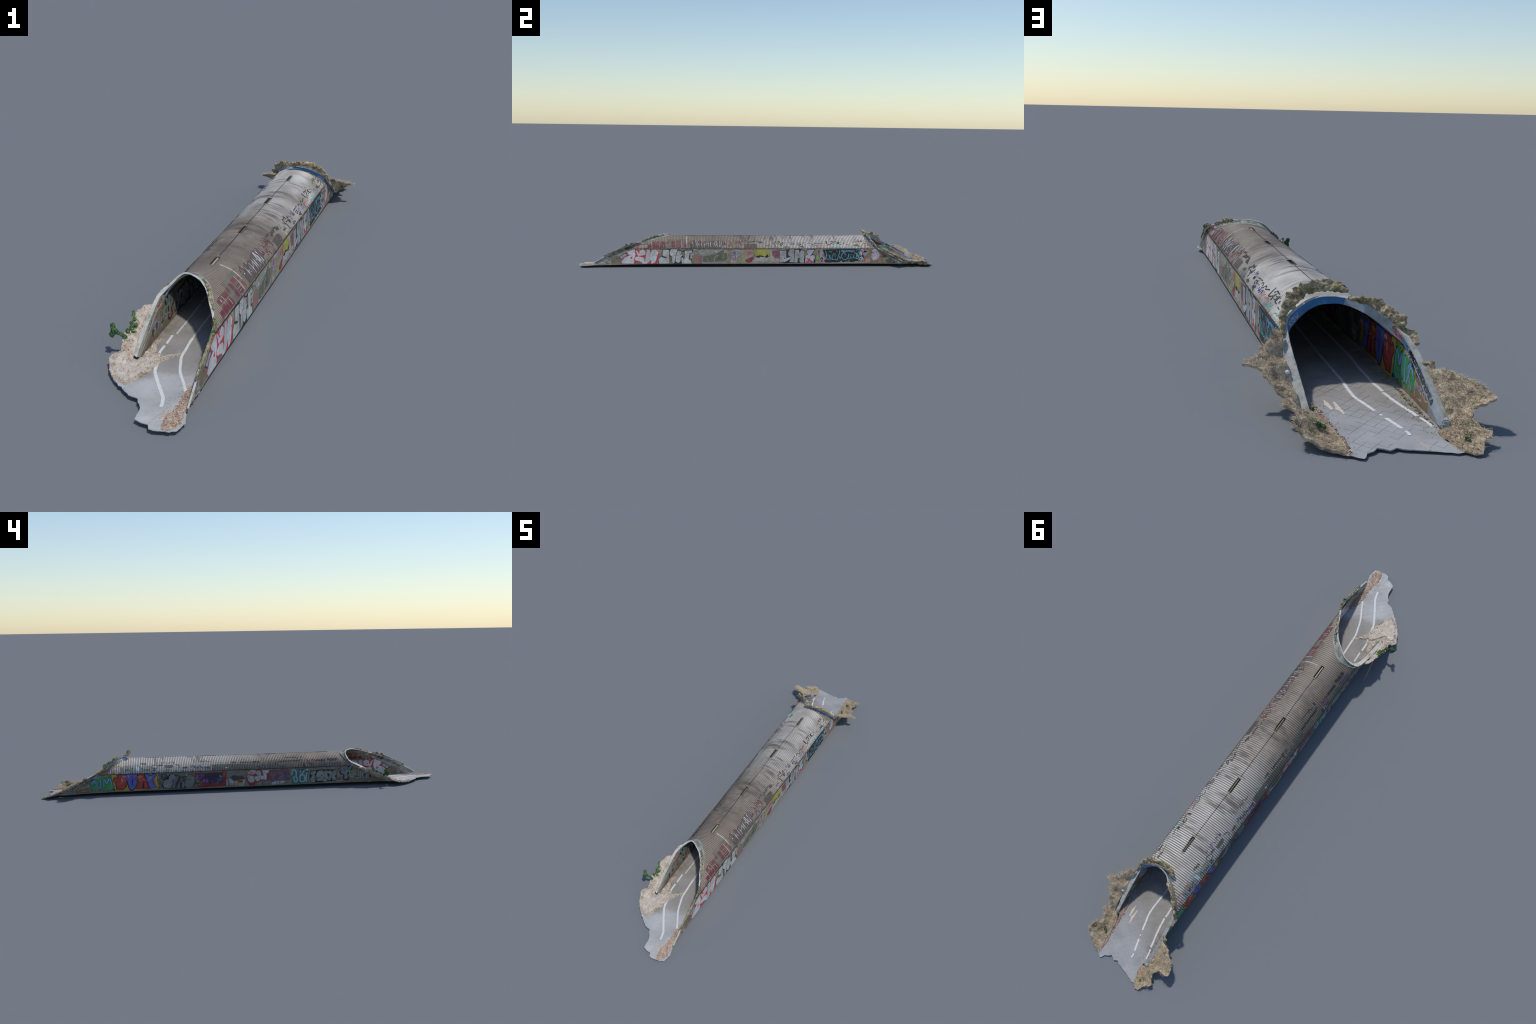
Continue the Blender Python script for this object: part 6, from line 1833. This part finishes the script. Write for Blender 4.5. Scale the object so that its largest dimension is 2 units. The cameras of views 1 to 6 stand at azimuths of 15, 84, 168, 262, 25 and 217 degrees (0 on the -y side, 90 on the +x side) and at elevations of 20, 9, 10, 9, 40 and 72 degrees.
piece('roof_tag', roof, [
    ('P', RDRW, [(175, -72.5), (118, -72.8), (55, -73.2), (-36, -74.9), (-34, -96.1), (175, -97.3)]),
    ('L', RBRN, [(243, -51.2), (228, -49.6), (238, -60.2)], 1.8),
    ('L', RBRN, [(228, -51.8), (213, -54.7), (209, -46.9), (198, -55.3), (183, -53.8)], 1.6),
    ('L', RTEA, [(152, -65.9), (147, -71.6), (140, -62.2)], 2.6),
    ('L', RTEA, [(134, -62.3), (125, -64.9)], 3),
    ('L', RTEA, [(110, -65.4), (100, -65.8)], 2),
    ('L', RTEA, [(87, -68.1), (77, -62.5), (82, -70.5)], 2.4),
    ('L', RTEA, [(70, -65.0), (68, -71.0)], 2),
    ('L', RDRW, [(283, -74.4), (281, -80.6), (277, -75.4), (277, -81.8)], 1.6),
    ('L', RNVY, [(277, -68.4), (274, -74.9), (271, -69.4), (271, -76.1)], 1.6),
    ('L', RBRN, [(271, -77.2), (269, -83.7), (266, -78.4), (265, -84.6)], 1.6),
    ('L', RDRW, [(265, -73.3), (263, -79.8), (259, -74.3), (259, -80.7)], 1.6),
    ('L', RNVY, [(259, -80.5), (257, -86.8), (254, -81.5), (254, -87.7)], 1.6),
    ('L', RBRN, [(253, -77.5), (251, -83.8), (248, -78.5), (247, -84.7)], 1.6),
    ('L', RDRW, [(247, -80.7), (245, -86.9), (242, -81.7), (242, -87.8)], 1.6),
    ('L', RNVY, [(241, -71.9), (238, -78.4), (235, -72.9), (235, -79.3)], 1.6),
    ('L', RBRN, [(235, -78.0), (233, -84.3), (230, -79.0), (229, -85.4)], 1.6),
    ('L', RDRW, [(229, -80.0), (227, -86.3), (224, -81.3), (223, -87.4)], 1.6),
    ('P', RWHB, [(114, -85.7), (102, -85.3), (104, -91.4), (113, -91.3)]),
    ('L', RWHB, [(96, -82.8), (95, -89.9)], 2),
    ('L', RSIL, [(72, -87.1), (69, -92.4)], 2),
    ('L', RMAR, [(199, -86.3), (189, -83.1), (192, -93.4)], 2),
    ('L', RMAR, [(181, -74.3), (177, -93.9)], 2),
    ('L', RMAR, [(90, -77.5), (83, -81.6), (75, -80.0)], 2.4),
    ('L', BLK, [(39, -66.2), (36, -62.0), (35, -68.2), (31, -65.3)], 1.7),
    ('L', BLK, [(30, -66.2), (26, -62.4), (26, -68.5), (22, -65.6)], 1.7),
    ('L', BLK, [(21, -66.2), (17, -62.4), (17, -68.5), (13, -65.6)], 1.7),
    ('L', BLK, [(12, -66.6), (8, -62.8), (8, -68.6), (4, -66.0)], 1.7),
    ('L', BLK, [(2, -66.6), (-1, -62.8), (-1, -68.9), (-5, -66.0)], 1.7),
    ('L', BLK, [(-7, -67.0), (-10, -62.8), (-11, -69.0), (-15, -66.1)], 1.7),
    ('L', BLK, [(-16, -67.1), (-20, -63.2), (-20, -69.0), (-24, -66.2)], 1.7),
    ('L', BLK, [(-25, -67.1), (-29, -63.3), (-29, -69.4), (-33, -66.6)], 1.7),
    ('P', BLK, [(-28, -61.5), (-34, -61.0), (-33, -74.6), (-27, -75.3)]),
])
piece('roof_tag', roof, [
    ('P', BLK, [(-28, -61.6), (-34, -61.1), (-33, -76.6), (-27, -77.3)]),
    ('P', RDRW, [(-102, -63.4), (-121, -61.2), (-152, -62.2), (-151, -98.3), (-101, -98.4)]),
    ('P', RDRW, [(-159, -81.2), (-192, -80.3), (-191, -91.1), (-160, -91.7)]),
    ('L', RDRW, [(-39, -83.7), (-41, -89.4), (-44, -85.2), (-44, -89.7)], 1.8),
    ('L', RDRW, [(-45, -72.2), (-46, -78.4), (-49, -74.0), (-50, -79.0)], 1.8),
    ('L', RDRW, [(-47, -84.4), (-49, -89.9), (-52, -85.9), (-53, -90.4)], 1.8),
    ('L', RDRW, [(-52, -85.0), (-53, -90.7), (-56, -86.7), (-57, -91.3)], 1.8),
    ('L', RDRW, [(-56, -81.0), (-58, -86.7), (-61, -82.5), (-61, -87.3)], 1.8),
    ('L', RDRW, [(-60, -87.9), (-61, -93.4), (-64, -89.4), (-65, -93.9)], 1.8),
    ('L', RDRW, [(-64, -87.4), (-66, -93.1), (-68, -89.1), (-69, -93.5)], 1.8),
    ('L', RDRW, [(-69, -77.4), (-71, -83.4), (-74, -78.9), (-74, -83.7)], 1.8),
    ('L', RDRW, [(-74, -77.7), (-75, -83.7), (-78, -79.5), (-79, -84.3)], 1.8),
    ('L', RDRW, [(-79, -68.9), (-81, -75.1), (-83, -70.7), (-84, -75.7)], 1.8),
    ('L', RDRW, [(-81, -85.3), (-83, -91.1), (-86, -86.9), (-86, -91.4)], 1.8),
    ('L', RDRW, [(-85, -87.8), (-87, -93.3), (-90, -89.3), (-90, -93.9)], 1.8),
    ('L', RDRW, [(-91, -77.2), (-92, -83.2), (-95, -78.7), (-96, -83.5)], 1.8),
    ('L', BLK, [(-159, -69.6), (-162, -64.0), (-163, -69.7), (-167, -65.0)], 1.7),
    ('L', BLK, [(-167, -69.3), (-171, -64.1), (-172, -69.5), (-176, -64.8)], 1.7),
    ('L', BLK, [(-176, -69.4), (-179, -63.8), (-181, -69.6), (-184, -64.9)], 1.7),
    ('L', BLK, [(-185, -66.8), (-189, -60.9), (-190, -67.0), (-194, -62.0)], 1.7),
    ('L', BLK, [(-194, -69.7), (-197, -64.1), (-198, -69.9), (-202, -65.2)], 1.7),
    ('L', BLK, [(-203, -68.5), (-206, -62.9), (-207, -68.7), (-211, -64.0)], 1.7),
    ('L', BLK, [(-211, -68.9), (-215, -63.3), (-216, -69.1), (-219, -64.4)], 1.7),
    ('L', BLK, [(-220, -67.5), (-224, -62.0), (-225, -67.8), (-228, -63.1)], 1.7),
    ('L', BLK, [(-229, -68.6), (-232, -63.0), (-233, -68.8), (-237, -64.1)], 1.7),
    ('L', BLK, [(-237, -69.2), (-241, -63.6), (-242, -69.4), (-246, -64.7)], 1.7),
    ('L', BLK, [(-246, -68.5), (-250, -63.0), (-251, -68.8), (-255, -64.1)], 1.7),
    ('L', BLK, [(-255, -68.9), (-258, -63.4), (-260, -69.2), (-263, -64.1)], 1.7),
    ('L', BLK, [(-264, -65.3), (-268, -59.8), (-269, -65.6), (-273, -60.9)], 1.7),
    ('L', BLK, [(-192, -45.9), (-239, -46.6)], 1.6),
    ('L', BLK, [(-233, -53.6), (-241, -44.2), (-247, -52.0), (-258, -49.8)], 2),
    ('P', BLK, [(-271, -43.1), (-276, -42.0), (-276, -53.0), (-271, -53.4)]),
    ('L', RMAR, [(-300, -63.0), (-306, -71.3), (-315, -65.5)], 2.6),
    ('L', RMAR, [(-317, -77.3), (-325, -63.9), (-335, -66.4), (-327, -77.9)], 2.4),
    ('L', BLK, [(-341, -64.6), (-346, -70.8), (-356, -67.2)], 2.2),
    ('L', BLK, [(-362, -67.3), (-371, -72.8), (-390, -66.4)], 2),
    ('P', BLK, [(-280, -83.6), (-285, -83.3), (-284, -96.0), (-279, -96.3)]),
    ('L', RWHB, [(-295, -84.1), (-294, -95.5)], 2.4),
    ('L', RWHB, [(-304, -86.3), (-305, -95.0)], 2),
    ('P', RGRN, [(-364, -81.1), (-385, -79.8), (-384, -90.7), (-364, -91.7)]),
])
piece('roof_tag', roof, [
    ('L', BLK, [(-344, -70.6), (-348, -63.0), (-348, -71.5), (-352, -65.3)], 1.8),
    ('L', BLK, [(-351, -70.5), (-355, -63.2), (-356, -71.8), (-359, -65.5)], 1.8),
    ('L', BLK, [(-359, -70.1), (-362, -63.5), (-363, -72.0), (-366, -65.8)], 1.8),
    ('L', BLK, [(-366, -70.0), (-369, -63.8), (-370, -72.3), (-373, -66.1)], 1.8),
    ('L', BLK, [(-373, -69.6), (-376, -64.0), (-377, -72.6), (-380, -66.4)], 1.8),
    ('L', BLK, [(-380, -69.2), (-383, -64.3), (-384, -72.9), (-387, -66.7)], 1.8),
    ('L', BLK, [(-387, -69.1), (-390, -64.6), (-391, -72.9), (-394, -67.0)], 1.8),
    ('L', BLK, [(-404, -66.8), (-408, -57.8), (-409, -66.1), (-411, -59.4)], 2.2),
    ('L', BLK, [(-410, -68.3), (-414, -59.7), (-415, -68.0), (-417, -61.3)], 2.2),
    ('L', BLK, [(-416, -70.0), (-420, -61.4), (-421, -69.6), (-424, -62.6)], 2.2),
    ('L', BLK, [(-423, -67.7), (-427, -59.1), (-428, -67.4), (-431, -60.3)], 2.2),
    ('L', BLK, [(-429, -70.6), (-433, -62.0), (-434, -70.3), (-437, -63.6)], 2.2),
    ('L', BLK, [(-436, -70.3), (-440, -62.0), (-441, -70.0), (-443, -63.3)], 2.2),
    ('L', BLK, [(-443, -67.5), (-447, -58.9), (-448, -67.2), (-451, -60.2)], 2.2),
    ('L', BLK, [(-449, -70.0), (-453, -61.7), (-454, -69.7), (-457, -62.9)], 2.2),
    ('L', RNVY, [(-410, -87.4), (-415, -77.3), (-415, -88.8)], 2),
    ('L', RNVY, [(-421, -87.9), (-426, -77.8), (-426, -89.2)], 2),
    ('L', RNVY, [(-431, -88.1), (-437, -78.1), (-437, -89.5)], 2),
    ('L', RNVY, [(-442, -88.4), (-448, -78.6), (-448, -89.8)], 2),
    ('L', RNVY, [(-453, -88.9), (-459, -78.9), (-458, -90.3)], 2),
    ('L', RNVY, [(-464, -89.2), (-470, -79.4), (-469, -90.6)], 2),
    ('P', RGRN, [(-363, -79.3), (-389, -77.7), (-389, -90.3), (-364, -91.9)]),
])


# loose tags between the big pieces
R_ = random.Random(99)
small = []
for (y, v) in [(-580, 60), (-520, 76), (-455, 40), (-405, 62), (-330, 70), (-240, 40), (-170, 72), (-60, 50), (30, 78), (95, 40), (190, 60), (255, 74), (330, 30), (470, 40), (520, 70), (560, 30), (612, 72), (650, 52), (690, 40)]:
    small += tag(y, v, R_.uniform(14, 26), R_.uniform(5, 9), R_.randint(3, 5), R_.random(), R_.choice([BLK, REDL, WHT, NVB, RED, GRYL]), .9)
piece("marker_tags", wall_e, small)
small = []
for (y, v) in [(640, 80), (600, 82), (540, 70), (440, 74), (380, 36), (300, 80), (225, 50), (130, 66), (60, 35), (-30, 78), (-110, 40), (-190, 70), (-280, 85), (-350, 38), (-420, 66), (-500, 30), (-560, 40), (780, 60), (790, 40), (730, 80), (755, 70), (700, 95)]:
    small += tag(y, v, R_.uniform(14, 26), R_.uniform(5, 9), R_.randint(3, 5), R_.random(), R_.choice([BLK, BLK, WRED, WWHT, NVB, WLIL]), .9)
piece("marker_tags", wall_w, small)
small = []
for (y, v) in [(-20, 66), (20, 80), (70, 62), (160, 76), (-70, 60), (120, 90), (210, 88), (540, 58), (515, 80)]:
    small += tag(y, v, R_.uniform(18, 34), R_.uniform(4, 8), R_.randint(3, 5), R_.random(), RBRN, 1.1)
for (y, v) in [(420, -70), (300, -84), (190, -88), (60, -66), (-60, -88), (-150, -80), (-330, -86), (-400, -90), (-440, -72), (-60, -70), (500, -60)]:
    small += tag(y, v, R_.uniform(18, 34), R_.uniform(5, 9), R_.randint(3, 5), R_.random(), R_.choice([RBRN, RBRN, RNVY, RDRK]), 1.2)
piece("roof_tag", roof, small)


# tags on the collar bands: surface between the joint rail and the free rail
class BandSurf:
    across, side = 2, 0

    def __init__(s, J, F, parent):
        s.J, s.F, s.parent = crom(J, 400), crom(F, 400), parent
        s.n = 399

    def fit(s, u, v):
        return min(max(u, .004), .996), min(max(v, .03), .97)

    def at(s, u, v, off):
        i = u * s.n
        j = min(int(i), s.n - 1)
        t = i - j
        a = s.J[j] * (1 - t) + s.J[j + 1] * t
        b = s.F[j] * (1 - t) + s.F[j + 1] * t
        du = (s.J[j + 1] + s.F[j + 1]) - (s.J[j] + s.F[j])
        nn = np.cross(du, b - a)
        nn /= max(np.linalg.norm(nn), 1e-9)
        p = a * (1 - v) + b * v
        h = .0016 + off
        return tuple(p + nn * h), tuple(p - nn * h)

    mat = staticmethod(paint)


def band_piece(name, surf, tags):
    """tags given as (u0, u1, v0, v1, letters, colour, stroke in v units)"""
    V, F, M, mats, mi = [], [], [], [], {}
    for ti, (u0, u1, v0, v1, n, col, w) in enumerate(tags):
        R = random.Random(ti * 7 + len(tags))
        if col not in mi:
            mi[col] = len(mats)
            mats.append(paint(col))
        for i in range(n):
            g = R.choice(GLYPHS)
            C = smooth2([(u0 + (u1 - u0) * (i + px * .85) / n, v0 + (v1 - v0) * py) for px, py in g], 4)
            L = .9 / 1.0
            rows = []
            for q in range(len(C)):
                d = C[min(q + 1, len(C) - 1)] - C[max(q - 1, 0)]
                d = np.array((d[0] * 55, d[1]))
                d = d / max(np.linalg.norm(d), 1e-9)
                nx, ny = -d[1] / 55, d[0]
                row = []
                for t in (-1, 1):
                    a, b = surf.fit(C[q][0] + nx * w * t, C[q][1] + ny * w * t)
                    row.append(surf.at(a, b, .0002 + .000012 * (ti + i) + .0000015 * q))
                rows.append(row)
            both = [q for r in rows for q in r]
            T = np.array([b[0] for b in both])
            B = np.array([b[1] for b in both])
            fs = grid_faces(len(rows), 2)
            f = fs[0]
            if np.dot(np.cross(T[f[1]] - T[f[0]], T[f[2]] - T[f[0]]), T[f[0]] - B[f[0]]) < 0:
                fs = [tuple(reversed(q)) for q in fs]
            v2, f2 = slab(T, B, fs)
            o = len(V)
            V += list(v2)
            F += [tuple(k + o for k in q) for q in f2]
            M += [mi[col]] * len(f2)
    return add(name, V, F, mats, surf.parent, midx=M)


BA, BB = BandSurf(A_J, A_F, COLLAR_A), BandSurf(B_J, B_F, COLLAR_B)
band_piece("marker_tags", BA, [(.10, .16, .2, .7, 6, (.20, .19, .18), .06), (.17, .22, .2, .8, 5, (.16, .17, .19), .06), (.225, .28, .15, .8, 7, BLK, .07), (.285, .34, .15, .85, 6, (.38, .07, .09), .08), (.36, .42, .3, .7, 5, (.30, .20, .26), .06), (.44, .54, .35, .7, 9, (.12, .13, .12), .06), (.57, .62, .3, .7, 4, (.28, .26, .28), .06), (.70, .745, .2, .8, 3, (.06, .18, .48), .16), (.76, .80, .2, .7, 4, (.40, .14, .13), .07), (.82, .90, .2, .7, 5, (.22, .22, .20), .06)])
band_piece("marker_tags", BB, [(.30, .345, .2, .8, 3, (.45, .55, .68), .07), (.20, .26, .2, .7, 4, (.30, .32, .36), .06), (.08, .13, .2, .7, 3, (.10, .28, .55), .10), (.66, .70, .2, .8, 5, (.62, .16, .18), .06), (.70, .74, .2, .8, 5, (.12, .30, .55), .06), (.745, .80, .2, .8, 8, BLK, .06), (.80, .86, .2, .8, 8, (.10, .11, .12), .06), (.86, .93, .2, .8, 5, (.14, .16, .18), .06)])
